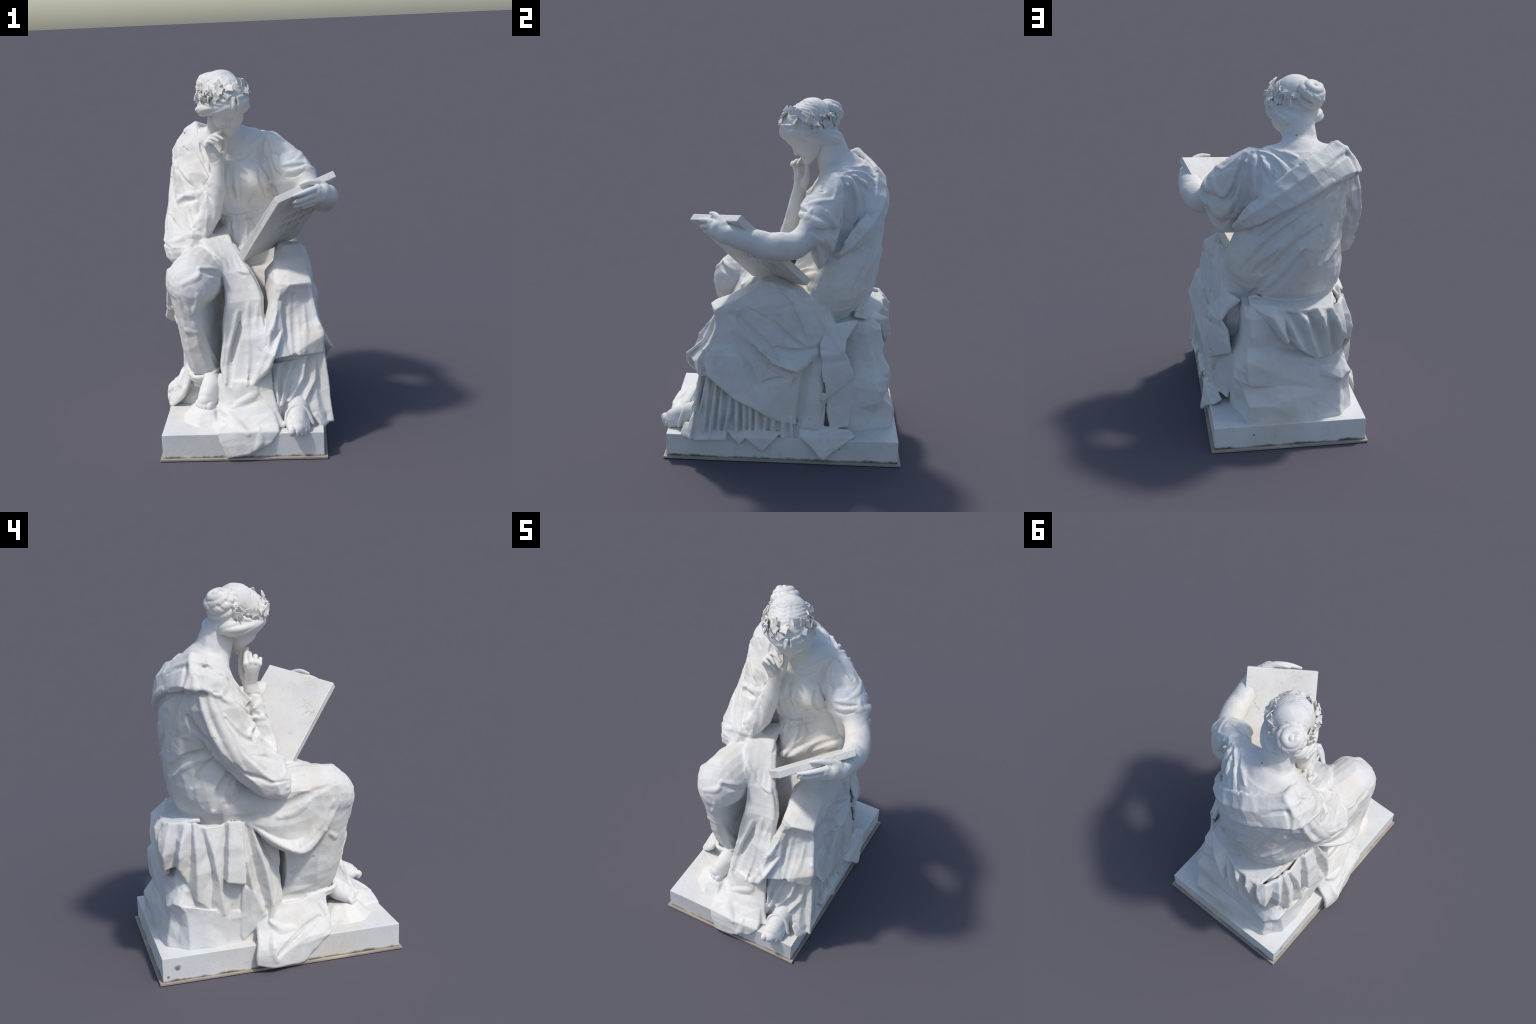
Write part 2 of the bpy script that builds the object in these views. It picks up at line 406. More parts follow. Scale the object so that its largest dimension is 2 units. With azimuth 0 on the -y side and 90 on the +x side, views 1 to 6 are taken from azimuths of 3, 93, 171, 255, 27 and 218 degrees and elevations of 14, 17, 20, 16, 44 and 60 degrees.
    # inner flap of the overskirt, pointing down
    B.sheet("skirt", [[(0.155, -0.403, 0.753), (0.206, -0.380, 0.742)], [(0.129, -0.466, 0.657), (0.20, -0.43, 0.656)], [(0.095, -0.475, 0.56), (0.15, -0.545, 0.54)],
                      [(0.065, -0.475, 0.456), (0.125, -0.545, 0.485)], [(0.028, -0.472, 0.354), (0.098, -0.520, 0.435)]], 0.010, 0.008)
    # side of the overskirt, its hem slanting back to the plinth
    B.sheet("skirt", [
        [(0.410, -0.40, 0.64), (0.395, -0.25, 0.64), (0.370, -0.14, 0.62), (0.352, -0.04, 0.60), (0.345, 0.05, 0.58), (0.34, 0.14, 0.56)],
        [(0.435, -0.40, 0.58), (0.405, -0.25, 0.51), (0.382, -0.146, 0.47), (0.365, -0.05, 0.44), (0.355, 0.03, 0.42), (0.352, 0.12, 0.40)],
        [(0.460, -0.385, 0.535), (0.420, -0.25, 0.395), (0.400, -0.146, 0.333), (0.385, -0.06, 0.277), (0.375, 0.01, 0.246), (0.362, 0.121, 0.218)]], 0.009, 0.01, 2)
    B.sheet("skirt", [[(0.395, -0.40, 0.64), (0.378, -0.25, 0.62), (0.335, -0.04, 0.60), (0.325, 0.12, 0.58)], [(0.435, -0.38, 0.56), (0.395, -0.24, 0.42), (0.355, -0.06, 0.31), (0.335, 0.10, 0.25)]], 0.014, 0.008)
    # lap between the thighs
    B.loft("skirt", [oval(z, x0, x1, y0, y1, 16, 3) for z, x0, x1, y0, y1 in (
        (0.20, -0.20, 0.20, -0.26, 0.3), (0.60, -0.20, 0.20, -0.20, 0.3), (0.80, -0.20, 0.20, -0.10, 0.3), (0.88, -0.18, 0.18, 0.0, 0.3))], 0.03)
    # pleated under-dress down to the plinth
    B.loft("underskirt", [ring(z, *p) for z, p in (
        (0.56, ((0.16, -0.38), (0.25, -0.42), (0.35, -0.41), (0.385, -0.37), (0.345, -0.26), (0.33, -0.10), (0.33, 0.14), (0.15, 0.14))),
        (0.45, ((0.15, -0.40), (0.25, -0.445), (0.36, -0.435), (0.395, -0.395), (0.345, -0.28), (0.33, -0.10), (0.33, 0.14), (0.15, 0.14))),
        (0.33, ((0.13, -0.43), (0.25, -0.475), (0.37, -0.465), (0.410, -0.425), (0.348, -0.29), (0.335, -0.10), (0.335, 0.16), (0.13, 0.16))),
        (0.22, ((0.12, -0.47), (0.25, -0.505), (0.38, -0.505), (0.428, -0.455), (0.355, -0.30), (0.342, -0.10), (0.342, 0.17), (0.12, 0.17))),
        (0.15, ((0.11, -0.50), (0.25, -0.520), (0.40, -0.530), (0.440, -0.460), (0.395, -0.30), (0.380, -0.10), (0.370, 0.18), (0.10, 0.18))),
        (0.12, ((0.11, -0.50), (0.25, -0.520), (0.40, -0.530), (0.440, -0.460), (0.395, -0.30), (0.380, -0.10), (0.370, 0.18), (0.10, 0.18))))], 0.010)
    hem = ((-0.47, 0.56), (-0.385, 0.535), (-0.25, 0.395), (-0.146, 0.333), (-0.06, 0.277), (0.01, 0.246), (0.12, 0.218))
    tops = (-0.430, -0.388, -0.346, -0.314, -0.262, -0.236, -0.197, -0.161, -0.125, -0.068, -0.030, 0.025, 0.07)
    feet = (-0.490, -0.435, -0.385, -0.346, -0.303, -0.240, -0.205, -0.169, -0.120, -0.080, -0.036, 0.030, 0.08)
    rng = random.Random(8)
    def pleat(a, b, x0, x1):
        b += rng.uniform(-0.008, 0.008); x1 += rng.uniform(-0.014, 0.006); x0 += rng.uniform(-0.008, 0.004)
        z = float(np.interp(a, [h[0] for h in hem], [h[1] for h in hem])) + 0.03
        out = max(0.0, -0.27 - b) * 0.22
        return [(x0 + out * 0.8, a, z), (x0 + (x1 - x0) * 0.4 + out, a + (b - a) * 0.45, z + (0.15 - z) * 0.45), (x1 + out, b, 0.15)]
    cols = []
    for i, (a, b) in enumerate(zip(tops, feet)):
        cols.append(pleat(a, b, 0.375, 0.398 + 0.006 * (i % 3)))
        if i < len(tops) - 1:
            cols.append(pleat((a + tops[i + 1]) / 2, (b + feet[i + 1]) / 2, 0.335, 0.352))
    B.sheet("underskirt", cols, 0.008, 0.004)
    # in front the folds sweep in towards the foot; ridge and valley by turns
    front = [[(0.120, 0.45), (0.125, 0.33), (0.150, 0.17)], [(0.168, 0.46), (0.160, 0.34), (0.165, 0.20)], [(0.205, 0.46), (0.180, 0.35), (0.175, 0.22)], [(0.245, 0.47), (0.205, 0.36), (0.180, 0.25)], [(0.280, 0.48), (0.255, 0.37), (0.200, 0.26)],
             [(0.318, 0.50), (0.300, 0.39), (0.225, 0.27)], [(0.345, 0.50), (0.330, 0.38), (0.260, 0.27)], [(0.375, 0.52), (0.362, 0.37), (0.300, 0.255)], [(0.392, 0.52), (0.388, 0.37), (0.350, 0.22)], [(0.410, 0.52), (0.420, 0.34), (0.428, 0.165)]]
    B.sheet("underskirt", [[(x, -0.445 - 0.25 * (0.50 - z) + 0.6 * max(0.0, x - 0.34) + (0.032 if i % 2 == 0 else 0), z) for x, z in p] for i, p in enumerate(front)], 0.009, 0.005)
    B.sheet("underskirt", [[(0.06, -0.455, 0.46), (0.12, -0.46, 0.47)], [(0.075, -0.480, 0.32), (0.13, -0.485, 0.33)], [(0.115, -0.525, 0.235), (0.155, -0.535, 0.22)], [(0.150, -0.575, 0.160), (0.185, -0.570, 0.155)]], 0.010, 0.008)
    B.fold("underskirt", [(0.200, -0.575, 0.17, 0.008), (0.212, -0.560, 0.230, 0.011), (0.255, -0.555, 0.262, 0.012), (0.310, -0.555, 0.240, 0.011), (0.345, -0.575, 0.170, 0.008)], 0.008)

# --- long panel that falls between the knees
def panel(B):
    L = [(-0.27, 0.02, 1.06), (-0.225, -0.12, 1.055), (-0.16, -0.23, 1.00), (-0.121, -0.262, 0.92), (-0.10, -0.298, 0.837), (-0.094, -0.325, 0.773), (-0.111, -0.350, 0.66), (-0.125, -0.369, 0.545), (-0.136, -0.389, 0.431), (-0.119, -0.439, 0.353), (-0.084, -0.484, 0.245)]
    R = [(-0.13, 0.10, 1.09), (-0.10, -0.01, 1.065), (-0.045, -0.13, 0.990), (0.015, -0.235, 0.924), (0.057, -0.272, 0.853), (0.077, -0.312, 0.787), (0.08, -0.335, 0.698), (0.10, -0.40, 0.62), (0.08, -0.45, 0.46), (0.05, -0.47, 0.36), (0.05, -0.50, 0.25)]
    rows = []
    for a, b in zip(L, R):
        a, b = np.array(a), np.array(b)
        rows.append([a + (b - a) * t + np.array([0, 0.012 * math.sin(math.pi * t), 0]) for t in (0, 0.25, 0.5, 0.75, 1)])
    B.sheet("front_drape", rows, 0.010, 0.008)
    back = [[p + np.array([0, 0.03, 0]) for p in r] for r in rows]
    B.sheet("front_drape", back, 0.018, 0.008)
    # it spreads over the plinth and hangs over its front edge
    B.sheet("front_drape", [
        [(-0.155, -0.36, 0.37), (-0.10, -0.43, 0.36), (-0.03, -0.46, 0.36), (0.03, -0.47, 0.355)],
        [(-0.175, -0.40, 0.24), (-0.10, -0.48, 0.245), (-0.02, -0.50, 0.25), (0.075, -0.500, 0.277)],
        [(-0.178, -0.47, 0.165), (-0.09, -0.54, 0.19), (0.01, -0.55, 0.20), (0.131, -0.547, 0.222)],
        [(-0.172, -0.55, 0.150), (-0.08, -0.60, 0.165), (0.03, -0.60, 0.165), (0.15, -0.590, 0.170)],
        [(-0.155, -0.635, 0.148), (-0.06, -0.645, 0.155), (0.04, -0.645, 0.155), (0.157, -0.632, 0.150)],
        [(-0.130, -0.650, 0.090), (-0.06, -0.658, 0.09), (0.03, -0.656, 0.09), (0.120, -0.645, 0.10)],
        [(-0.106, -0.655, 0.032), (-0.06, -0.660, 0.040), (0.00, -0.660, 0.050), (0.06, -0.650, 0.075)]], 0.012, 0.01)
    B.loft("front_drape", [oval(z, x0, x1, y0, y1, 16, 3) for z, x0, x1, y0, y1 in (
        (0.12, -0.165, 0.15, -0.60, -0.2), (0.165, -0.165, 0.13, -0.53, -0.2), (0.24, -0.16, 0.07, -0.46, -0.2), (0.36, -0.14, 0.03, -0.40, -0.2))], 0.015)

# --- arms
def arms(B):
    # her right: upper arm in the mantle, forearm propped up to the chin
    B.loft("sleeve", [ring(z, *p) for z, p in (
        (1.57, ((-0.25, 0.27), (-0.30, 0.25), (-0.37, 0.27), (-0.398, 0.33), (-0.39, 0.39), (-0.34, 0.42), (-0.25, 0.42))),
        (1.50, ((-0.25, 0.22), (-0.31, 0.22), (-0.39, 0.25), (-0.428, 0.33), (-0.42, 0.41), (-0.36, 0.45), (-0.25, 0.45))),
        (1.42, ((-0.25, 0.16), (-0.33, 0.17), (-0.41, 0.22), (-0.446, 0.31), (-0.438, 0.40), (-0.38, 0.45), (-0.25, 0.45))),
        (1.30, ((-0.22, 0.10), (-0.31, 0.11), (-0.405, 0.18), (-0.462, 0.28), (-0.450, 0.37), (-0.39, 0.42), (-0.25, 0.42))),
        (1.20, ((-0.21, 0.05), (-0.30, 0.05), (-0.405, 0.11), (-0.476, 0.22), (-0.463, 0.31), (-0.40, 0.365), (-0.25, 0.36))),
        (1.10, ((-0.22, -0.03), (-0.30, -0.045), (-0.415, 0.01), (-0.487, 0.13), (-0.473, 0.22), (-0.40, 0.28), (-0.25, 0.28))),
        (1.03, ((-0.23, -0.055), (-0.31, -0.075), (-0.425, -0.045), (-0.482, 0.05), (-0.482, 0.15), (-0.42, 0.21), (-0.26, 0.20))),
        (0.96, ((-0.28, -0.04), (-0.34, -0.055), (-0.425, -0.045), (-0.465, 0.02), (-0.460, 0.10), (-0.40, 0.13), (-0.30, 0.10))),
        (0.93, ((-0.33, -0.02), (-0.36, -0.03), (-0.42, -0.03), (-0.445, 0.02), (-0.43, 0.07), (-0.39, 0.08), (-0.34, 0.06))))], 0.015)
    B.tube("forearm", [(-0.245, 0.02, 1.12, 0.055), (-0.20, 0.03, 1.20, 0.058), (-0.160, 0.06, 1.36, 0.050), (-0.150, 0.075, 1.46, 0.040), (-0.150, 0.08, 1.50, 0.037)], 0.02)
    # her left: sleeve gathered on the shoulder, bare forearm under the tablet
    B.tube("sleeve.001", [(0.145, 0.275, 1.565, 0.070), (0.23, 0.22, 1.49, 0.085), (0.30, 0.185, 1.41, 0.087), (0.345, 0.155, 1.345, 0.075)], 0.02, 3)
    B.tube("forearm.001", [(0.345, 0.145, 1.34, 0.068), (0.393, 0.075, 1.285, 0.074), (0.424, 0.0, 1.283, 0.075), (0.445, -0.09, 1.293, 0.073), (0.457, -0.18, 1.320, 0.065), (0.457, -0.27, 1.350, 0.054)], 0.02, 3)
    B.tube("sleeve.001", [(0.16, 0.30, 1.48, 0.06), (0.19, 0.27, 1.36, 0.055), (0.21, 0.25, 1.29, 0.04)], 0.03)
    B.loft("sleeve.001", [oval(z, x0, x1, y0, y1, 16, 2.0) for z, x0, x1, y0, y1 in (
        (1.52, 0.12, 0.305, 0.12, 0.315), (1.45, 0.14, 0.355, 0.082, 0.305), (1.36, 0.16, 0.390, 0.085, 0.292), (1.28, 0.18, 0.392, 0.125, 0.280), (1.20, 0.21, 0.368, 0.155, 0.255), (1.13, 0.22, 0.330, 0.185, 0.225))], 0.02)

# (armpit)
# --- mantle: shoulder cape, the roll across the back, the lapel
def mantle(B):
    up = [(-0.299, 0.405, 1.679), (-0.227, 0.456, 1.651), (-0.156, 0.493, 1.626), (-0.102, 0.511, 1.604), (-0.039, 0.516, 1.557), (0.045, 0.505, 1.484), (0.104, 0.475, 1.423), (0.128, 0.447, 1.386), (0.177, 0.406, 1.338), (0.216, 0.334, 1.256), (0.235, 0.291, 1.196)]
    lo = [(-0.383, 0.490, 1.530), (-0.315, 0.525, 1.515), (-0.255, 0.545, 1.505), (-0.19, 0.567, 1.48), (-0.13, 0.575, 1.45), (-0.06, 0.573, 1.41), (0.01, 0.560, 1.37), (0.07, 0.53, 1.32), (0.12, 0.49, 1.28), (0.19, 0.395, 1.22), (0.23, 0.305, 1.18)]
    mid = [0.5 * (np.array(a) + np.array(b)) + np.array([0.01, 0.018, 0.012]) for a, b in zip(up, lo)]
    B.sheet("mantle", [up, mid, lo], 0.013, 0.012)
    B.tube("mantle", [(-0.305, 0.395, 1.630, 0.045), (-0.355, 0.42, 1.575, 0.05), (-0.37, 0.43, 1.54, 0.05)], 0.02)
    # cape over the right shoulder
    B.sheet("mantle", [
        [(-0.296, 0.415, 1.680), (-0.287, 0.358, 1.663), (-0.261, 0.258, 1.587), (-0.236, 0.187, 1.503), (-0.195, 0.105, 1.408)],
        [(-0.34, 0.43, 1.650), (-0.35, 0.37, 1.622), (-0.325, 0.29, 1.54), (-0.285, 0.25, 1.47), (-0.23, 0.16, 1.375)],
        [(-0.385, 0.44, 1.595), (-0.40, 0.37, 1.585), (-0.39, 0.29, 1.52), (-0.35, 0.25, 1.44), (-0.27, 0.18, 1.36)],
        [(-0.40, 0.475, 1.535), (-0.43, 0.39, 1.53), (-0.425, 0.31, 1.49), (-0.39, 0.25, 1.42), (-0.32, 0.18, 1.33)]], 0.013, 0.012)

# --- cloth hanging over the rock, behind and on her right
def seat_cloth(B):
    # back: columns of the hanging cloth from its free edge to the corner, alternately ridge and valley
    back = [
        [(0.17, 0.50, 0.800), (0.12, 0.555, 0.78), (0.06, 0.580, 0.70), (0.024, 0.595, 0.648)],
        [(0.13, 0.52, 0.795), (0.067, 0.600, 0.765), (0.013, 0.625, 0.676), (-0.011, 0.622, 0.625)],
        [(0.06, 0.53, 0.790), (0.00, 0.562, 0.745), (-0.02, 0.568, 0.66), (-0.03, 0.590, 0.630)],
        [(0.02, 0.54, 0.785), (-0.04, 0.612, 0.70), (-0.075, 0.632, 0.62), (-0.10, 0.628, 0.575)],
        [(-0.03, 0.535, 0.775), (-0.08, 0.562, 0.70), (-0.11, 0.572, 0.66), (-0.14, 0.612, 0.540)],
        [(-0.07, 0.58, 0.785), (-0.115, 0.618, 0.745), (-0.155, 0.636, 0.615), (-0.187, 0.618, 0.517)],
        [(-0.12, 0.56, 0.780), (-0.155, 0.566, 0.72), (-0.190, 0.574, 0.65), (-0.215, 0.604, 0.522)],
        [(-0.18, 0.60, 0.800), (-0.20, 0.630, 0.77), (-0.235, 0.628, 0.65), (-0.250, 0.612, 0.530)],
        [(-0.23, 0.57, 0.800), (-0.245, 0.585, 0.76), (-0.265, 0.580, 0.66), (-0.275, 0.592, 0.545)],
        [(-0.26, 0.590, 0.795), (-0.28, 0.622, 0.765), (-0.308, 0.630, 0.68), (-0.300, 0.612, 0.565)]]
    B.sheet("seat_drape", back, 0.011, 0.008)
    B.sheet("seat_drape", [[(0.17, 0.42, 0.815), (0.04, 0.44, 0.80), (-0.10, 0.45, 0.80), (-0.29, 0.42, 0.815)], [c[0] for c in (back[0], back[3], back[5], back[9])]], 0.012, 0.01)
    # right side: the same, running forward to the thigh
    side = [
        [(-0.30, 0.575, 0.815), (-0.325, 0.600, 0.74), (-0.335, 0.620, 0.66), (-0.310, 0.612, 0.58)],
        [(-0.315, 0.535, 0.815), (-0.325, 0.545, 0.74), (-0.325, 0.55, 0.68), (-0.325, 0.555, 0.60)],
        [(-0.335, 0.495, 0.820), (-0.372, 0.530, 0.735), (-0.385, 0.545, 0.66), (-0.372, 0.55, 0.60)],
        [(-0.330, 0.465, 0.805), (-0.338, 0.475, 0.68), (-0.342, 0.485, 0.60), (-0.345, 0.50, 0.50)],
        [(-0.345, 0.455, 0.815), (-0.380, 0.457, 0.70), (-0.392, 0.458, 0.56), (-0.385, 0.46, 0.41)],
        [(-0.330, 0.426, 0.795), (-0.338, 0.390, 0.68), (-0.345, 0.365, 0.56), (-0.365, 0.39, 0.345)],
        [(-0.345, 0.396, 0.785), (-0.382, 0.365, 0.65), (-0.392, 0.345, 0.50), (-0.390, 0.325, 0.315)],
        [(-0.330, 0.290, 0.785), (-0.345, 0.300, 0.65), (-0.355, 0.310, 0.52), (-0.370, 0.285, 0.30)],
        [(-0.335, 0.200, 0.785), (-0.348, 0.203, 0.60), (-0.355, 0.210, 0.45), (-0.365, 0.227, 0.29)],
        [(-0.355, 0.200, 0.792), (-0.390, 0.190, 0.58), (-0.400, 0.165, 0.42), (-0.395, 0.11, 0.29)],
        [(-0.335, 0.186, 0.785), (-0.342, 0.154, 0.58), (-0.350, 0.120, 0.40), (-0.355, 0.103, 0.255)],
        [(-0.355, 0.160, 0.782), (-0.395, 0.090, 0.53), (-0.402, 0.060, 0.333), (-0.405, 0.08, 0.245)],
        [(-0.330, 0.133, 0.740), (-0.335, 0.060, 0.57), (-0.340, 0.010, 0.45), (-0.345, 0.00, 0.36)]]
    B.sheet("side_drape", [back[9]] + side, 0.010, 0.006)
    # box-shaped fold standing out, and the pointed end below it
    box = [side[7][:3], [(-0.355, 0.268, 0.80), (-0.395, 0.285, 0.68), (-0.425, 0.305, 0.510)], [(-0.358, 0.217, 0.80), (-0.400, 0.216, 0.68), (-0.430, 0.220, 0.495)], side[8][:3]]
    B.sheet("side_drape", box, 0.010, 0.006)
    B.sheet("side_drape", [[(-0.395, 0.11, 0.29), (-0.40, 0.165, 0.42), (-0.375, 0.21, 0.45)], [(-0.392, 0.15, 0.23), (-0.398, 0.19, 0.28), (-0.385, 0.225, 0.30)], [(-0.395, 0.225, 0.165), (-0.398, 0.230, 0.175), (-0.395, 0.235, 0.19)]], 0.010, 0.008)
    # deep loop of the skirt below the right thigh
    B.sheet("skirt", [
        [(-0.335, 0.19, 0.82), (-0.355, 0.10, 0.84), (-0.375, 0.00, 0.87), (-0.39, -0.10, 0.90), (-0.405, -0.20, 0.94), (-0.41, -0.30, 0.96)],
        [(-0.345, 0.18, 0.80), (-0.385, 0.08, 0.775), (-0.405, -0.02, 0.775), (-0.415, -0.11, 0.79), (-0.420, -0.20, 0.84), (-0.42, -0.30, 0.90)],
        [(-0.350, 0.165, 0.785), (-0.385, 0.06, 0.72), (-0.408, -0.03, 0.69), (-0.420, -0.11, 0.70), (-0.425, -0.20, 0.77), (-0.42, -0.30, 0.86)],
        [(-0.355, 0.155, 0.783), (-0.415, 0.054, 0.697), (-0.455, -0.041, 0.645), (-0.465, -0.105, 0.640), (-0.452, -0.155, 0.668), (-0.43, -0.24, 0.755)],
        [(-0.345, 0.14, 0.77), (-0.385, 0.05, 0.675), (-0.405, -0.04, 0.625), (-0.410, -0.105, 0.620), (-0.405, -0.16, 0.640), (-0.405, -0.25, 0.74)]], 0.012, 0.010, 2)
    # cloth spilling over the edge of the plinth
    B.sheet("floor_drape", [
        [(-0.36, 0.13, 0.30), (-0.42, 0.15, 0.20), (-0.475, 0.16, 0.150), (-0.497, 0.175, 0.10), (-0.50, 0.178, 0.055)],
        [(-0.36, 0.08, 0.30), (-0.42, 0.10, 0.20), (-0.480, 0.10, 0.150), (-0.505, 0.10, 0.10), (-0.508, 0.092, 0.035)],
        [(-0.36, 0.00, 0.31), (-0.42, 0.00, 0.20), (-0.475, 0.01, 0.150), (-0.49, 0.01, 0.10), (-0.49, 0.00, 0.030)],
        [(-0.36, -0.10, 0.31), (-0.42, -0.10, 0.20), (-0.470, -0.09, 0.150), (-0.478, -0.08, 0.10), (-0.478, -0.08, 0.030)],
        [(-0.34, -0.18, 0.33), (-0.40, -0.19, 0.21), (-0.460, -0.18, 0.155), (-0.470, -0.14, 0.12), (-0.470, -0.12, 0.07)],
        [(-0.33, -0.24, 0.34), (-0.38, -0.25, 0.22), (-0.445, -0.24, 0.155), (-0.460, -0.21, 0.145), (-0.465, -0.16, 0.10)]], 0.012, 0.012, 2)
    B.sheet("floor_drape", [[(-0.37, 0.12, 0.26), (-0.44, 0.13, 0.16), (-0.475, 0.15, 0.10)], [(-0.37, 0.0, 0.27), (-0.44, 0.0, 0.16), (-0.468, 0.0, 0.09)], [(-0.36, -0.18, 0.27), (-0.42, -0.18, 0.165), (-0.445, -0.15, 0.12)]], 0.020, 0.01)
    B.loft("floor_drape", [oval(z, x0, x1, y0, y1, 16, 3) for z, x0, x1, y0, y1 in (
        (0.13, -0.45, -0.15, -0.22, 0.13), (0.20, -0.40, -0.15, -0.22, 0.12), (0.31, -0.35, -0.15, -0.20, 0.10))], 0.02)
    # mound under the right foot
    B.loft("mound", [ring(z, *p) for z, p in (
        (0.13, ((-0.38, -0.38), (-0.36, -0.50), (-0.27, -0.57), (-0.17, -0.56), (-0.12, -0.42), (-0.16, -0.28), (-0.28, -0.24), (-0.36, -0.28))),
        (0.165, ((-0.36, -0.38), (-0.34, -0.47), (-0.27, -0.53), (-0.18, -0.53), (-0.13, -0.42), (-0.16, -0.28), (-0.28, -0.24), (-0.34, -0.28))),
        (0.205, ((-0.32, -0.38), (-0.30, -0.45), (-0.26, -0.485), (-0.19, -0.49), (-0.15, -0.42), (-0.17, -0.30), (-0.26, -0.27), (-0.30, -0.30))),
        (0.225, ((-0.29, -0.38), (-0.28, -0.42), (-0.25, -0.45), (-0.20, -0.46), (-0.17, -0.42), (-0.18, -0.33), (-0.25, -0.31), (-0.28, -0.33))))], 0.02)

# --- cloth on her left hip, dropping to the plinth
def hip_cloth(B):
    B.sheet("hip_drape", [[(0.29, 0.27, 0.79), (0.235, 0.42, 0.80)], [(0.35, 0.23, 0.70), (0.29, 0.36, 0.72)], [(0.370, 0.235, 0.648), (0.328, 0.351, 0.655)], [(0.36, 0.245, 0.60), (0.30, 0.37, 0.60)],
                         [(0.378, 0.25, 0.50), (0.29, 0.40, 0.52)], [(0.380, 0.251, 0.386), (0.283, 0.405, 0.480)]], 0.012, 0.01)
    B.sheet("hip_drape", [[(0.32, 0.27, 0.46), (0.27, 0.38, 0.48)], [(0.345, 0.28, 0.30), (0.28, 0.40, 0.33)], [(0.355, 0.30, 0.20), (0.300, 0.392, 0.189)]], 0.010, 0.01)
    B.loft("hip_drape", [oval(z, x0, x1, y0, y1, 14, 2.4) for z, x0, x1, y0, y1 in (
        (0.66, 0.25, 0.338, 0.14, 0.30), (0.50, 0.25, 0.348, 0.12, 0.28), (0.35, 0.25, 0.372, 0.10, 0.27), (0.20, 0.25, 0.395, 0.10, 0.26), (0.13, 0.25, 0.40, 0.08, 0.28))], 0.01)
    # corners lying over the edge
    B.sheet("hip_drape", [[(0.33, 0.12, 0.20), (0.36, 0.28, 0.20), (0.34, 0.40, 0.175)], [(0.405, 0.13, 0.165), (0.405, 0.28, 0.165), (0.385, 0.425, 0.165)], [(0.425, 0.20, 0.10), (0.430, 0.27, 0.10), (0.412, 0.36, 0.125)], [(0.436, 0.24, 0.055), (0.438, 0.26, 0.050), (0.425, 0.29, 0.07)]], 0.009, 0.008)
    B.sheet("underskirt", [[(0.36, -0.53, 0.19), (0.40, -0.44, 0.18), (0.40, -0.30, 0.17)], [(0.39, -0.545, 0.150), (0.43, -0.46, 0.150), (0.425, -0.30, 0.155)], [(0.40, -0.54, 0.140), (0.438, -0.462, 0.138), (0.428, -0.30, 0.140)]], 0.010, 0.01)
    for y0, y1, y2, z in ((-0.28, -0.17, -0.221, 0.112), (-0.20, 0.0, -0.095, 0.068)):
        B.sheet("underskirt", [[(0.385, y0, 0.17), (0.385, (y0 + y1) / 2, 0.17), (0.385, y1, 0.17)], [(0.412, y0 + 0.02, 0.150), (0.414, (y0 + y1) / 2, 0.150), (0.412, y1 - 0.02, 0.150)], [(0.416, y2, z + 0.01), (0.416, y2, z + 0.005), (0.416, y2, z + 0.01)]], 0.009, 0.006)

for build in (rock, torso, legs, panel, arms, mantle, seat_cloth, hip_cloth):
    build(body)

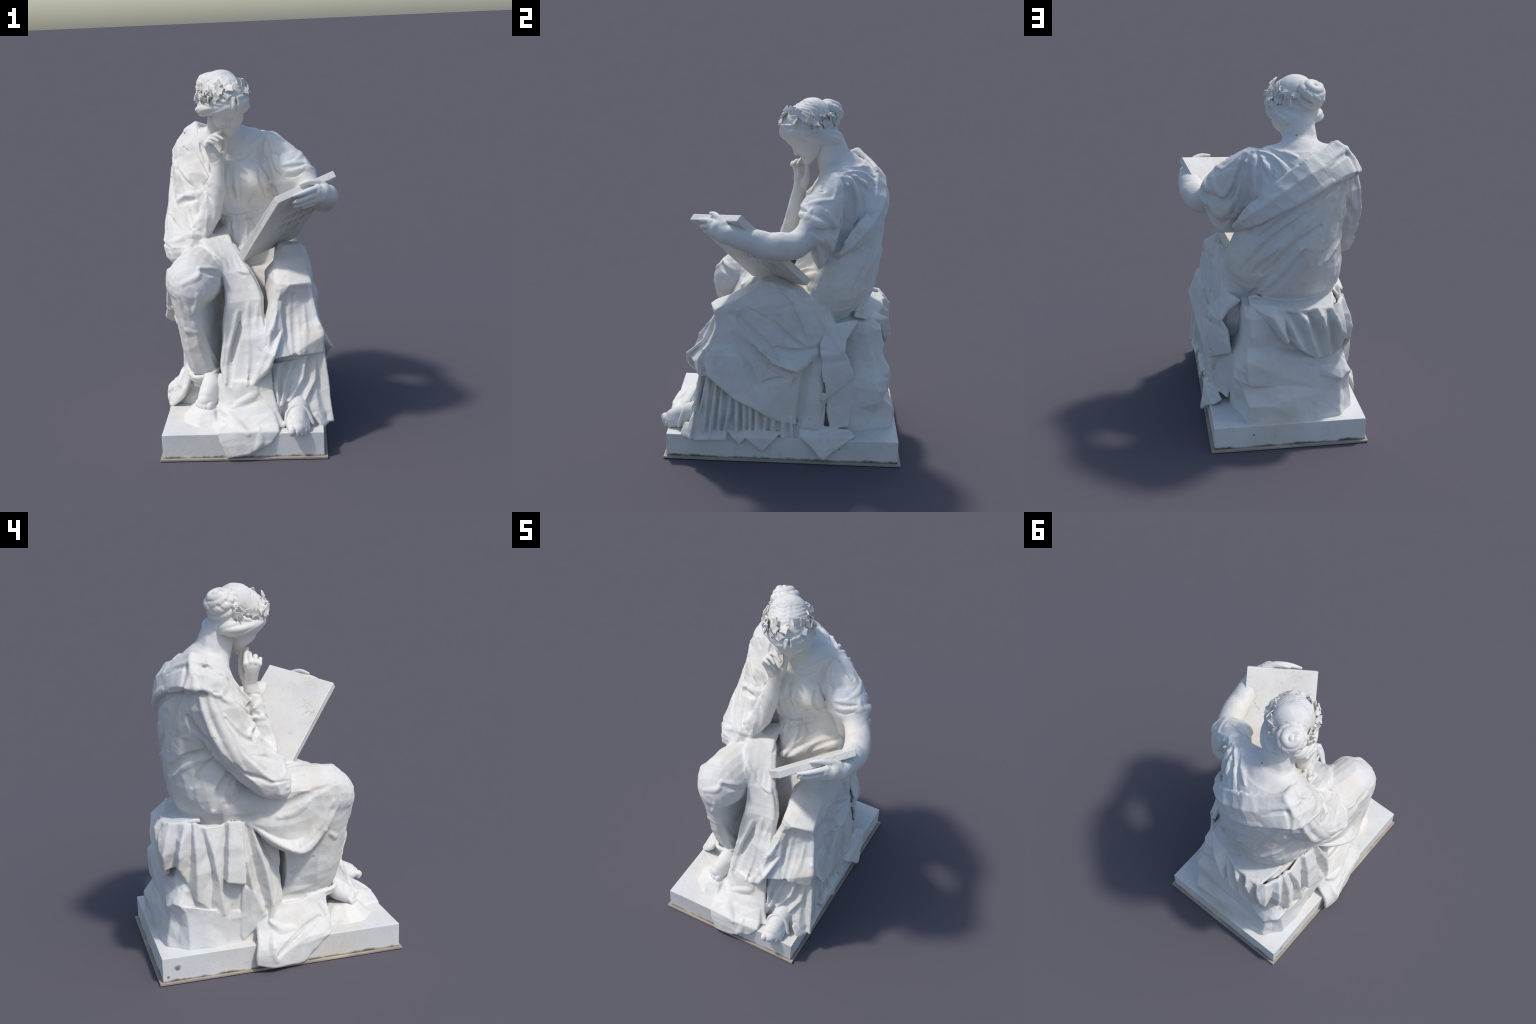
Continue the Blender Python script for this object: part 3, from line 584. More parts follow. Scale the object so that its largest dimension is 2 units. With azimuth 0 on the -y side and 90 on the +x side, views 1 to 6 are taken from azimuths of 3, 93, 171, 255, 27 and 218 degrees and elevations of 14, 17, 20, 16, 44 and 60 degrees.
# --- folds, laid on and carved along hand-placed curves (x, y, z, radius)
def folds(B):
    # tunic on the chest
    B.ridge([(-0.094, 0.170, 1.514, 0.004), (-0.032, 0.176, 1.507, 0.007), (0.015, 0.198, 1.537, 0.007), (0.070, 0.235, 1.586, 0.007), (0.113, 0.262, 1.624, 0.004)])
    B.crease([(-0.079, 0.165, 1.496, 0.003), (-0.025, 0.170, 1.492, 0.006), (0.022, 0.193, 1.519, 0.006), (0.077, 0.226, 1.567, 0.003)])
    B.crease([(0.114, 0.229, 1.608, 0.004), (0.088, 0.223, 1.540, 0.007), (0.082, 0.182, 1.468, 0.004)])
    B.crease([(0.121, 0.224, 1.609, 0.005), (0.103, 0.222, 1.524, 0.009), (0.112, 0.174, 1.429, 0.009), (0.137, 0.195, 1.298, 0.005)])
    B.crease([(-0.072, 0.146, 1.456, 0.005), (-0.080, 0.124, 1.405, 0.009), (-0.076, 0.142, 1.284, 0.009), (-0.070, 0.129, 1.183, 0.005)])
    B.ridge([(-0.041, 0.137, 1.432, 0.004), (-0.046, 0.126, 1.325, 0.008), (-0.045, 0.165, 1.223, 0.004)])
    B.crease([(0.062, 0.121, 1.307, 0.005), (0.007, 0.165, 1.253, 0.009), (-0.030, 0.142, 1.183, 0.005)])
    B.ridge([(0.084, 0.138, 1.295, 0.004), (0.034, 0.174, 1.243, 0.008), (-0.000, 0.186, 1.194, 0.004)])
    B.ridge([(-0.143, 0.133, 1.179, 0.004), (-0.045, 0.121, 1.168, 0.008), (0.030, 0.193, 1.167, 0.008), (0.105, 0.203, 1.186, 0.004)])
    B.crease([(-0.148, 0.139, 1.158, 0.004), (-0.045, 0.109, 1.153, 0.007), (0.029, 0.190, 1.147, 0.007), (0.093, 0.199, 1.163, 0.004)])
    B.crease([(-0.115, 0.128, 1.189, 0.003), (-0.045, 0.131, 1.181, 0.006), (0.030, 0.194, 1.183, 0.006), (0.102, 0.203, 1.203, 0.003)])
    B.crease([(-0.133, 0.131, 1.145, 0.004), (-0.146, 0.114, 1.101, 0.004)])
    B.crease([(-0.092, 0.110, 1.147, 0.004), (-0.090, 0.081, 1.075, 0.008), (-0.071, -0.052, 1.042, 0.004)])
    B.crease([(-0.053, 0.107, 1.152, 0.004), (-0.045, 0.068, 1.076, 0.008), (-0.056, 0.046, 1.002, 0.004)])
    B.crease([(-0.021, 0.114, 1.149, 0.004), (-0.025, 0.070, 1.075, 0.008), (-0.039, 0.045, 1.010, 0.004)])
    B.crease([(0.014, 0.161, 1.144, 0.004), (0.023, 0.109, 1.097, 0.008), (0.001, 0.071, 1.058, 0.004)])
    B.crease([(0.061, 0.196, 1.149, 0.004), (0.044, 0.175, 1.110, 0.004)])
    # mantle lapel and right sleeve, front
    B.crease([(-0.316, 0.247, 1.583, 0.003), (-0.283, 0.197, 1.510, 0.006), (-0.239, 0.150, 1.446, 0.006), (-0.211, 0.112, 1.400, 0.003)])
    B.crease([(-0.275, 0.312, 1.653, 0.004), (-0.248, 0.202, 1.555, 0.007), (-0.224, 0.148, 1.476, 0.007), (-0.186, 0.041, 1.430, 0.004)])
    B.ridge([(-0.290, 0.339, 1.666, 0.004), (-0.262, 0.210, 1.563, 0.007), (-0.237, 0.161, 1.491, 0.007), (-0.202, 0.103, 1.420, 0.004)])
    B.crease([(-0.394, 0.133, 1.245, 0.008), (-0.352, 0.120, 1.266, 0.014), (-0.290, 0.092, 1.273, 0.008)])
    B.ridge([(-0.403, 0.159, 1.269, 0.007), (-0.327, 0.119, 1.297, 0.012), (-0.270, 0.110, 1.308, 0.007)])
    B.crease([(-0.282, 0.125, 1.334, 0.004), (-0.334, 0.153, 1.370, 0.007), (-0.400, 0.220, 1.440, 0.007)])
    B.crease([(-0.235, 0.129, 1.355, 0.006), (-0.198, -0.003, 1.292, 0.010), (-0.192, -0.030, 1.204, 0.010), (-0.214, -0.026, 1.119, 0.006)])
    B.ridge([(-0.195, 0.036, 1.396, 0.006), (-0.237, 0.123, 1.340, 0.010), (-0.214, 0.007, 1.298, 0.010), (-0.196, -0.018, 1.241, 0.010), (-0.204, -0.027, 1.158, 0.010), (-0.237, -0.039, 1.080, 0.006)])
    B.crease([(-0.458, 0.172, 1.180, 0.004), (-0.410, 0.050, 1.144, 0.008), (-0.383, 0.009, 1.117, 0.004)])
    B.ridge([(-0.388, 0.097, 1.201, 0.006), (-0.356, 0.012, 1.131, 0.010), (-0.298, -0.044, 1.102, 0.010), (-0.245, -0.037, 1.091, 0.006)])
    B.ridge([(-0.454, 0.015, 1.047, 0.004), (-0.402, -0.024, 1.066, 0.008), (-0.345, -0.032, 1.089, 0.008), (-0.290, -0.048, 1.087, 0.004)])
    # left sleeve, front
    B.ridge([(0.149, 0.243, 1.627, 0.004), (0.248, 0.194, 1.569, 0.004)])
    B.ridge([(0.115, 0.206, 1.541, 0.006), (0.119, 0.198, 1.441, 0.010), (0.148, 0.194, 1.362, 0.010), (0.184, 0.129, 1.349, 0.010), (0.204, 0.105, 1.367, 0.006)])
    B.crease([(0.129, 0.206, 1.587, 0.006), (0.143, 0.151, 1.501, 0.010), (0.167, 0.128, 1.426, 0.010), (0.205, 0.099, 1.399, 0.006)])
    B.crease([(0.164, 0.216, 1.608, 0.004), (0.194, 0.158, 1.545, 0.008), (0.208, 0.103, 1.490, 0.004)])
    B.ridge([(0.231, 0.090, 1.465, 0.004), (0.292, 0.108, 1.471, 0.008), (0.345, 0.130, 1.462, 0.004)])
    B.ridge([(0.244, 0.083, 1.421, 0.004), (0.298, 0.090, 1.429, 0.008), (0.352, 0.118, 1.443, 0.004)])
    B.crease([(0.215, 0.089, 1.446, 0.004), (0.276, 0.086, 1.448, 0.008), (0.341, 0.119, 1.454, 0.004)])
    B.crease([(0.236, 0.087, 1.392, 0.004), (0.282, 0.083, 1.399, 0.008), (0.344, 0.102, 1.424, 0.004)])
    B.ridge([(0.353, 0.148, 1.471, 0.006), (0.371, 0.129, 1.434, 0.010)])
    # right leg
    B.crease([(-0.234, -0.385, 0.981, 0.006), (-0.184, -0.366, 0.958, 0.010), (-0.148, -0.320, 0.953, 0.006)])
    B.ridge([(-0.248, -0.431, 0.858, 0.006), (-0.271, -0.398, 0.739, 0.010), (-0.250, -0.375, 0.637, 0.010), (-0.211, -0.333, 0.517, 0.010), (-0.165, -0.264, 0.393, 0.006)])
    B.ridge([(-0.336, -0.424, 0.883, 0.004), (-0.305, -0.409, 0.769, 0.008), (-0.297, -0.395, 0.713, 0.004)])
    B.ridge([(-0.324, -0.375, 0.639, 0.009), (-0.270, -0.384, 0.632, 0.005)])
    # front panel
    B.ridge([(0.015, -0.323, 0.766, 0.005), (0.005, -0.352, 0.656, 0.009), (0.010, -0.408, 0.520, 0.009), (-0.004, -0.480, 0.358, 0.005)])
    B.crease([(-0.028, -0.336, 0.712, 0.007), (-0.046, -0.359, 0.617, 0.012), (-0.085, -0.398, 0.476, 0.012), (-0.102, -0.454, 0.350, 0.007)])
    B.ridge([(-0.044, -0.333, 0.733, 0.005), (-0.063, -0.353, 0.650, 0.009), (-0.109, -0.398, 0.459, 0.005)])
    B.crease([(-0.116, -0.454, 0.342, 0.006), (-0.097, -0.474, 0.298, 0.010), (-0.079, -0.498, 0.253, 0.006)])
    B.crease([(-0.153, -0.222, 1.008, 0.005), (-0.089, -0.237, 0.948, 0.009), (-0.007, -0.253, 0.909, 0.005)])
    B.ridge([(-0.171, -0.188, 1.027, 0.005), (-0.113, -0.229, 0.973, 0.009), (-0.048, -0.243, 0.929, 0.009), (0.018, -0.247, 0.924, 0.005)])
    B.ridge([(0.064, -0.329, 0.758, 0.005), (0.052, -0.378, 0.629, 0.009), (0.075, -0.426, 0.542, 0.005)])
    B.ridge([(-0.159, -0.459, 0.223, 0.007), (-0.071, -0.575, 0.193, 0.012), (0.003, -0.657, 0.151, 0.007)])
    B.ridge([(-0.081, -0.502, 0.248, 0.007), (0.010, -0.501, 0.289, 0.012), (0.043, -0.498, 0.312, 0.007)])
    B.ridge([(0.059, -0.630, 0.171, 0.006), (0.065, -0.660, 0.108, 0.010), (0.040, -0.668, 0.069, 0.006)])
    # left knee and skirt front
    B.crease([(0.262, -0.374, 0.825, 0.006), (0.261, -0.414, 0.669, 0.010), (0.265, -0.494, 0.536, 0.010)])
    B.crease([(0.235, -0.386, 0.846, 0.006), (0.213, -0.391, 0.747, 0.010), (0.220, -0.434, 0.635, 0.010), (0.241, -0.501, 0.531, 0.006)])
    B.ridge([(0.359, -0.358, 0.872, 0.006), (0.369, -0.366, 0.752, 0.010), (0.407, -0.437, 0.639, 0.010), (0.419, -0.393, 0.562, 0.006)])
    B.ridge([(0.244, -0.393, 0.885, 0.006), (0.304, -0.378, 0.888, 0.010), (0.359, -0.358, 0.875, 0.006)])
    B.ridge([(0.195, -0.387, 0.864, 0.006), (0.150, -0.455, 0.686, 0.010), (0.105, -0.507, 0.537, 0.010), (0.051, -0.497, 0.398, 0.006)])
    B.crease([(0.178, -0.380, 0.846, 0.005), (0.143, -0.442, 0.715, 0.009), (0.123, -0.476, 0.652, 0.005)])
    B.ridge([(0.317, -0.367, 0.762, 0.004), (0.324, -0.432, 0.639, 0.008), (0.313, -0.484, 0.539, 0.004)])
    # left sleeve and shoulder blade, side
    B.ridge([(0.189, 0.292, 1.615, 0.007), (0.221, 0.314, 1.541, 0.012), (0.219, 0.321, 1.428, 0.012), (0.230, 0.308, 1.363, 0.007)])
    B.ridge([(0.340, 0.110, 1.441, 0.007), (0.396, 0.165, 1.413, 0.012), (0.377, 0.236, 1.396, 0.012), (0.230, 0.308, 1.355, 0.007)])
    B.crease([(0.417, 0.152, 1.371, 0.008), (0.392, 0.216, 1.352, 0.014), (0.323, 0.281, 1.350, 0.008)])
    B.ridge([(0.417, 0.166, 1.357, 0.007), (0.392, 0.210, 1.307, 0.012), (0.202, 0.288, 1.223, 0.007)])
    B.ridge([(0.335, 0.103, 1.433, 0.005), (0.414, 0.152, 1.377, 0.009), (0.377, 0.191, 1.243, 0.009), (0.332, 0.202, 1.142, 0.005)])
    B.crease([(0.389, 0.204, 1.284, 0.007), (0.363, 0.231, 1.225, 0.012), (0.309, 0.237, 1.171, 0.007)])
    B.ridge([(0.289, 0.112, 1.477, 0.004), (0.329, 0.183, 1.510, 0.008), (0.303, 0.268, 1.514, 0.004)])
    B.ridge([(0.164, 0.281, 1.631, 0.004), (0.230, 0.289, 1.572, 0.008), (0.306, 0.261, 1.515, 0.004)])
    B.crease([(0.239, 0.188, 1.571, 0.003), (0.227, 0.206, 1.584, 0.006), (0.275, 0.213, 1.558, 0.006), (0.280, 0.192, 1.551, 0.003)])
    B.crease([(0.173, 0.340, 1.605, 0.006), (0.158, 0.376, 1.491, 0.010), (0.153, 0.370, 1.337, 0.010), (0.208, 0.341, 1.282, 0.006)])
    B.crease([(0.119, 0.378, 1.602, 0.006), (0.120, 0.419, 1.521, 0.010), (0.129, 0.431, 1.409, 0.010), (0.141, 0.393, 1.335, 0.006)])
    B.ridge([(0.145, 0.363, 1.600, 0.005), (0.142, 0.401, 1.488, 0.009), (0.140, 0.396, 1.350, 0.005)])
    B.crease([(0.061, 0.433, 1.592, 0.005), (0.059, 0.467, 1.539, 0.009), (0.077, 0.491, 1.467, 0.005)])
    B.crease([(0.112, 0.315, 1.633, 0.005), (0.042, 0.402, 1.634, 0.009), (-0.046, 0.499, 1.571, 0.005)])
    B.crease([(0.148, 0.329, 1.620, 0.004), (0.059, 0.417, 1.612, 0.008), (0.009, 0.498, 1.533, 0.004)])
    B.ridge([(0.127, 0.318, 1.628, 0.004), (0.050, 0.410, 1.623, 0.008), (-0.017, 0.499, 1.554, 0.004)])
    B.crease([(0.160, 0.351, 1.346, 0.014), (0.176, 0.333, 1.273, 0.018), (0.240, 0.288, 1.213, 0.012)])
    B.ridge([(0.248, 0.288, 1.198, 0.007), (0.237, 0.353, 1.226, 0.012), (0.206, 0.411, 1.276, 0.007)])
    # left thigh and skirt, side
    B.crease([(0.333, -0.015, 0.993, 0.005), (0.336, 0.037, 0.947, 0.009), (0.345, 0.085, 0.856, 0.009), (0.350, 0.120, 0.760, 0.009), (0.351, 0.142, 0.707, 0.005)])
    B.ridge([(0.327, -0.007, 1.003, 0.006), (0.332, 0.053, 0.949, 0.010), (0.345, 0.102, 0.861, 0.010), (0.350, 0.136, 0.765, 0.006)])
    B.crease([(0.354, -0.040, 0.824, 0.007), (0.349, -0.006, 0.783, 0.012), (0.346, 0.033, 0.737, 0.012), (0.346, 0.076, 0.707, 0.012), (0.349, 0.130, 0.683, 0.007)])
    B.crease([(0.365, -0.182, 0.912, 0.003), (0.363, -0.112, 0.865, 0.006), (0.356, -0.053, 0.831, 0.003)])
    B.crease([(0.270, 0.078, 1.002, 0.003), (0.303, 0.118, 0.957, 0.006), (0.327, 0.129, 0.918, 0.003)])
    B.ridge([(0.297, 0.130, 0.957, 0.007), (0.305, 0.200, 0.886, 0.012), (0.310, 0.261, 0.786, 0.012), (0.331, 0.328, 0.683, 0.007)])
    B.crease([(0.348, 0.139, 0.673, 0.003), (0.371, 0.230, 0.678, 0.006), (0.340, 0.342, 0.652, 0.003)])
    B.ridge([(0.371, -0.280, 0.839, 0.010), (0.381, -0.215, 0.787, 0.018), (0.375, -0.152, 0.728, 0.018), (0.363, -0.066, 0.631, 0.018), (0.357, -0.001, 0.571, 0.018), (0.353, 0.059, 0.546, 0.018), (0.351, 0.106, 0.565, 0.018), (0.341, 0.168, 0.617, 0.018), (0.341, 0.206, 0.655, 0.010)])
    B.crease([(0.375, -0.233, 0.852, 0.008), (0.374, -0.169, 0.773, 0.014), (0.370, -0.088, 0.692, 0.014), (0.356, -0.015, 0.607, 0.008)])
    B.crease([(0.352, -0.016, 0.674, 0.008), (0.348, 0.040, 0.647, 0.013), (0.345, 0.103, 0.648, 0.013), (0.347, 0.175, 0.668, 0.008)])
    B.crease([(0.376, -0.151, 0.692, 0.008), (0.371, -0.087, 0.610, 0.014), (0.359, -0.013, 0.548, 0.014), (0.356, 0.064, 0.524, 0.014), (0.353, 0.106, 0.543, 0.008)])
    B.crease([(0.377, -0.093, 0.469, 0.006), (0.369, -0.038, 0.482, 0.010), (0.358, 0.043, 0.498, 0.010), (0.356, 0.090, 0.530, 0.006)])
    B.crease([(0.388, -0.265, 0.766, 0.006), (0.398, -0.221, 0.639, 0.009), (0.392, -0.170, 0.556, 0.011), (0.389, -0.135, 0.463, 0.010)])
    B.crease([(0.396, -0.185, 0.563, 0.010), (0.390, -0.150, 0.482, 0.009), (0.388, -0.123, 0.440, 0.005)])
    # cords of cloth below the hip
    B.crease([(0.341, 0.171, 0.594, 0.007), (0.347, 0.143, 0.502, 0.012), (0.351, 0.133, 0.415, 0.012), (0.368, 0.120, 0.299, 0.012), (0.370, 0.110, 0.214, 0.007)])
    B.crease([(0.355, 0.097, 0.533, 0.004), (0.354, 0.084, 0.482, 0.008), (0.360, 0.074, 0.435, 0.004)])
    B.crease([(0.371, 0.255, 0.614, 0.004), (0.386, 0.253, 0.489, 0.007), (0.353, 0.252, 0.333, 0.007), (0.376, 0.236, 0.258, 0.004)])
    B.ridge([(0.347, 0.198, 0.504, 0.006), (0.369, 0.187, 0.373, 0.010), (0.384, 0.179, 0.273, 0.006)])
    B.ridge([(0.343, 0.231, 0.573, 0.007), (0.353, 0.226, 0.438, 0.012), (0.376, 0.214, 0.307, 0.012), (0.387, 0.220, 0.216, 0.007)])
    B.crease([(0.377, 0.121, 0.196, 0.003), (0.395, 0.172, 0.200, 0.005), (0.394, 0.237, 0.186, 0.005), (0.370, 0.302, 0.198, 0.005), (0.341, 0.337, 0.216, 0.003)])
    # back of the tunic
    B.crease([(0.081, 0.409, 1.604, 0.010), (0.016, 0.481, 1.558, 0.006)])
    B.crease([(0.121, 0.342, 1.625, 0.006), (0.109, 0.413, 1.562, 0.010), (0.072, 0.476, 1.489, 0.006)])
    B.ridge([(0.114, 0.333, 1.630, 0.006), (0.093, 0.418, 1.577, 0.010), (0.041, 0.484, 1.520, 0.006)])
    B.crease([(0.080, 0.328, 1.646, 0.004), (0.000, 0.442, 1.621, 0.008), (-0.073, 0.519, 1.597, 0.004)])
    B.ridge([(-0.017, 0.427, 1.639, 0.008), (-0.116, 0.514, 1.621, 0.004)])
    B.crease([(0.156, 0.334, 1.616, 0.007), (0.174, 0.362, 1.520, 0.012), (0.159, 0.352, 1.359, 0.007)])
    B.crease([(0.192, 0.322, 1.599, 0.010), (0.215, 0.328, 1.475, 0.016), (0.182, 0.330, 1.353, 0.018)])
    B.ridge([(0.141, 0.316, 1.626, 0.006), (0.146, 0.387, 1.526, 0.010), (0.132, 0.422, 1.402, 0.006)])
    # left sleeve, back
    B.ridge([(0.357, 0.229, 1.463, 0.006), (0.341, 0.270, 1.402, 0.011), (0.306, 0.288, 1.377, 0.011), (0.256, 0.303, 1.431, 0.011), (0.213, 0.310, 1.575, 0.006)])
    B.ridge([(0.399, 0.192, 1.401, 0.007), (0.376, 0.238, 1.309, 0.012), (0.335, 0.265, 1.255, 0.012), (0.291, 0.277, 1.265, 0.012), (0.234, 0.304, 1.393, 0.012), (0.194, 0.340, 1.575, 0.007)])
    B.crease([(0.379, 0.209, 1.440, 0.007), (0.362, 0.255, 1.375, 0.013), (0.314, 0.283, 1.328, 0.013), (0.255, 0.294, 1.383, 0.013), (0.208, 0.329, 1.535, 0.007)])
    B.crease([(0.396, 0.212, 1.364, 0.007), (0.369, 0.237, 1.254, 0.012), (0.326, 0.243, 1.191, 0.012), (0.275, 0.263, 1.220, 0.007)])
    # mantle, back
    B.crease([(-0.284, 0.525, 1.488, 0.007), (-0.104, 0.570, 1.390, 0.012), (0.011, 0.535, 1.297, 0.012), (0.128, 0.453, 1.176, 0.007)])
    B.crease([(-0.189, 0.557, 1.259, 0.008), (-0.074, 0.561, 1.170, 0.014), (0.028, 0.527, 1.059, 0.014), (0.114, 0.471, 0.972, 0.008)])
    B.crease([(-0.319, 0.503, 1.447, 0.005), (-0.251, 0.536, 1.295, 0.009), (-0.209, 0.546, 1.186, 0.005)])
    B.crease([(-0.298, 0.478, 1.147, 0.008), (-0.245, 0.524, 1.100, 0.014), (-0.200, 0.542, 1.056, 0.008)])
    B.crease([(-0.098, 0.569, 1.341, 0.006), (0.022, 0.524, 1.219, 0.011), (0.129, 0.464, 1.095, 0.011), (0.195, 0.405, 0.998, 0.006)])
    B.ridge([(-0.246, 0.561, 1.510, 0.008), (-0.122, 0.583, 1.437, 0.014), (-0.002, 0.541, 1.347, 0.014), (0.114, 0.457, 1.238, 0.008)])
    B.ridge([(-0.142, 0.568, 1.310, 0.007), (-0.025, 0.547, 1.194, 0.012), (0.089, 0.496, 1.066, 0.007)])
    B.crease([(0.029, 0.529, 1.128, 0.006), (0.104, 0.484, 1.032, 0.011), (0.158, 0.440, 0.966, 0.006)])
    B.crease([(-0.063, 0.559, 1.127, 0.008), (0.014, 0.533, 1.026, 0.014), (0.102, 0.472, 0.919, 0.014), (0.156, 0.339, 0.797, 0.008)])
    B.crease([(-0.107, 0.564, 1.127, 0.008), (-0.023, 0.541, 1.012, 0.014), (0.072, 0.478, 0.883, 0.014), (0.138, 0.437, 0.820, 0.008)])
    B.ridge([(-0.084, 0.564, 1.136, 0.008), (-0.005, 0.538, 1.019, 0.014), (0.087, 0.475, 0.898, 0.014), (0.147, 0.418, 0.821, 0.008)])
    # mantle, right side
    B.crease([(-0.256, 0.536, 1.482, 0.004), (-0.166, 0.569, 1.397, 0.004)])
    B.crease([(-0.339, 0.478, 1.509, 0.006), (-0.298, 0.519, 1.404, 0.010), (-0.249, 0.537, 1.300, 0.006)])
    B.crease([(-0.354, 0.466, 1.386, 0.007), (-0.370, 0.432, 1.328, 0.012), (-0.417, 0.370, 1.244, 0.012), (-0.419, 0.336, 1.179, 0.007)])
    B.crease([(-0.226, 0.530, 1.080, 0.007), (-0.292, 0.487, 1.148, 0.012), (-0.342, 0.407, 1.182, 0.012), (-0.415, 0.356, 1.204, 0.007)])
    B.crease([(-0.351, 0.348, 1.148, 0.006), (-0.338, 0.411, 1.076, 0.010), (-0.317, 0.448, 1.006, 0.006)])
    B.crease([(-0.316, 0.538, 1.512, 0.007), (-0.396, 0.488, 1.526, 0.007), (-0.394, 0.432, 1.493, 0.007), (-0.417, 0.394, 1.512, 0.007), (-0.434, 0.315, 1.505, 0.004)])
    B.crease([(-0.248, 0.532, 1.584, 0.004), (-0.292, 0.499, 1.613, 0.007), (-0.345, 0.451, 1.629, 0.007), (-0.357, 0.354, 1.624, 0.007), (-0.390, 0.312, 1.592, 0.007), (-0.329, 0.230, 1.536, 0.004)])
    B.ridge([(-0.228, 0.529, 1.051, 0.006), (-0.309, 0.462, 1.127, 0.010), (-0.354, 0.348, 1.165, 0.006)])
    B.ridge([(-0.407, 0.431, 1.582, 0.006), (-0.426, 0.432, 1.529, 0.010), (-0.406, 0.427, 1.507, 0.006)])
    B.ridge([(-0.223, 0.523, 1.603, 0.004), (-0.303, 0.464, 1.643, 0.008), (-0.357, 0.388, 1.649, 0.008), (-0.352, 0.317, 1.614, 0.008), (-0.339, 0.243, 1.556, 0.004)])
    B.ridge([(-0.429, 0.368, 1.500, 0.006), (-0.448, 0.334, 1.382, 0.010), (-0.464, 0.272, 1.228, 0.010), (-0.472, 0.212, 1.106, 0.006)])
    B.ridge([(-0.410, 0.414, 1.500, 0.005), (-0.440, 0.390, 1.386, 0.009), (-0.458, 0.342, 1.262, 0.009), (-0.418, 0.279, 1.121, 0.005)])
    B.ridge([(-0.199, 0.093, 1.354, 0.004), (-0.195, 0.029, 1.378, 0.008)])
    B.ridge([(-0.210, 0.090, 1.311, 0.004), (-0.226, 0.039, 1.320, 0.008)])
    B.ridge([(-0.356, -0.017, 1.105, 0.006), (-0.325, -0.072, 1.021, 0.010), (-0.443, -0.019, 0.990, 0.006)])
    B.ridge([(-0.233, 0.066, 1.283, 0.006), (-0.231, 0.011, 1.270, 0.010), (-0.250, -0.012, 1.195, 0.010), (-0.314, -0.008, 1.134, 0.006)])
    B.crease([(-0.468, 0.265, 1.153, 0.003), (-0.472, 0.198, 1.089, 0.006), (-0.479, 0.119, 1.059, 0.006), (-0.485, 0.077, 1.035, 0.006), (-0.436, -0.029, 1.025, 0.003)])
    B.crease([(-0.350, 0.261, 1.057, 0.012), (-0.364, 0.313, 0.984, 0.014), (-0.349, 0.348, 0.889, 0.008)])
    # cloth on the plinth, right
    B.crease([(-0.516, 0.069, 0.096, 0.007), (-0.487, -0.023, 0.153, 0.012), (-0.440, -0.121, 0.197, 0.012), (-0.405, -0.196, 0.230, 0.007)])
    B.ridge([(-0.455, 0.081, 0.189, 0.007), (-0.505, 0.089, 0.136, 0.012), (-0.520, 0.079, 0.066, 0.007)])
    B.ridge([(-0.417, 0.084, 0.248, 0.007), (-0.436, 0.034, 0.207, 0.012), (-0.437, -0.040, 0.204, 0.007)])
    B.ridge([(-0.366, -0.214, 0.293, 0.006), (-0.391, -0.247, 0.230, 0.010), (-0.443, -0.232, 0.177, 0.006)])
    # waist pleats seen from above
    B.crease([(-0.107, 0.116, 1.145, 0.005), (-0.094, 0.042, 1.081, 0.009), (-0.062, -0.033, 1.040, 0.005)])
    B.crease([(-0.064, 0.123, 1.175, 0.005), (-0.062, 0.072, 1.084, 0.009), (-0.045, 0.012, 0.989, 0.005)])
    B.crease([(-0.027, 0.142, 1.181, 0.005), (-0.014, 0.081, 1.099, 0.009), (-0.009, 0.026, 0.994, 0.005)])
    B.crease([(0.005, 0.175, 1.170, 0.005), (0.020, 0.116, 1.111, 0.009), (0.012, 0.073, 1.048, 0.005)])
    B.crease([(0.051, 0.196, 1.177, 0.005), (0.050, 0.170, 1.100, 0.005)])
    B.crease([(0.103, 0.204, 1.200, 0.005), (0.090, 0.184, 1.113, 0.005)])
    B.crease([(-0.019, 0.018, 0.979, 0.005), (0.031, 0.083, 1.038, 0.009), (0.098, 0.153, 1.083, 0.009), (0.183, 0.206, 1.127, 0.005)])
    B.crease([(0.064, 0.084, 0.969, 0.005), (0.128, 0.117, 1.050, 0.009), (0.235, 0.203, 1.095, 0.005)])
    B.ridge([(0.021, 0.034, 0.990, 0.005), (0.077, 0.105, 1.047, 0.009), (0.155, 0.173, 1.088, 0.009), (0.219, 0.212, 1.116, 0.005)])
    # right knee
    B.ridge([(-0.327, -0.421, 0.916, 0.006), (-0.245, -0.408, 0.953, 0.010), (-0.236, -0.373, 0.992, 0.006)])
    B.ridge([(-0.236, -0.373, 0.992, 0.006), (-0.175, -0.344, 0.975, 0.010), (-0.136, -0.273, 0.945, 0.006)])
    B.crease([(-0.220, -0.384, 0.975, 0.006), (-0.169, -0.354, 0.956, 0.010), (-0.133, -0.279, 0.922, 0.006)])
    B.ridge([(-0.240, -0.426, 0.849, 0.004), (-0.233, -0.378, 0.987, 0.004)])
    B.ridge([(-0.327, -0.421, 0.916, 0.004), (-0.295, -0.404, 0.744, 0.008), (-0.240, -0.426, 0.849, 0.004)])
    # mantle over the right thigh
    B.crease([(-0.385, 0.051, 0.838, 0.006), (-0.398, -0.042, 0.887, 0.011), (-0.415, -0.133, 0.925, 0.011), (-0.417, -0.253, 0.964, 0.006)])
    B.ridge([(-0.402, 0.017, 0.819, 0.006), (-0.410, -0.069, 0.840, 0.010), (-0.419, -0.143, 0.890, 0.006)])
    B.ridge([(-0.454, -0.084, 0.671, 0.006), (-0.437, -0.196, 0.772, 0.010), (-0.434, -0.271, 0.884, 0.006)])
    B.crease([(-0.287, -0.034, 0.441, 0.005), (-0.345, -0.099, 0.488, 0.009), (-0.377, -0.173, 0.566, 0.005)])
    B.ridge([(-0.448, -0.220, 0.737, 0.005), (-0.385, -0.295, 0.669, 0.009)])
    B.crease([(-0.360, 0.277, 0.908, 0.006), (-0.365, 0.272, 0.972, 0.010), (-0.347, 0.237, 1.041, 0.006)])
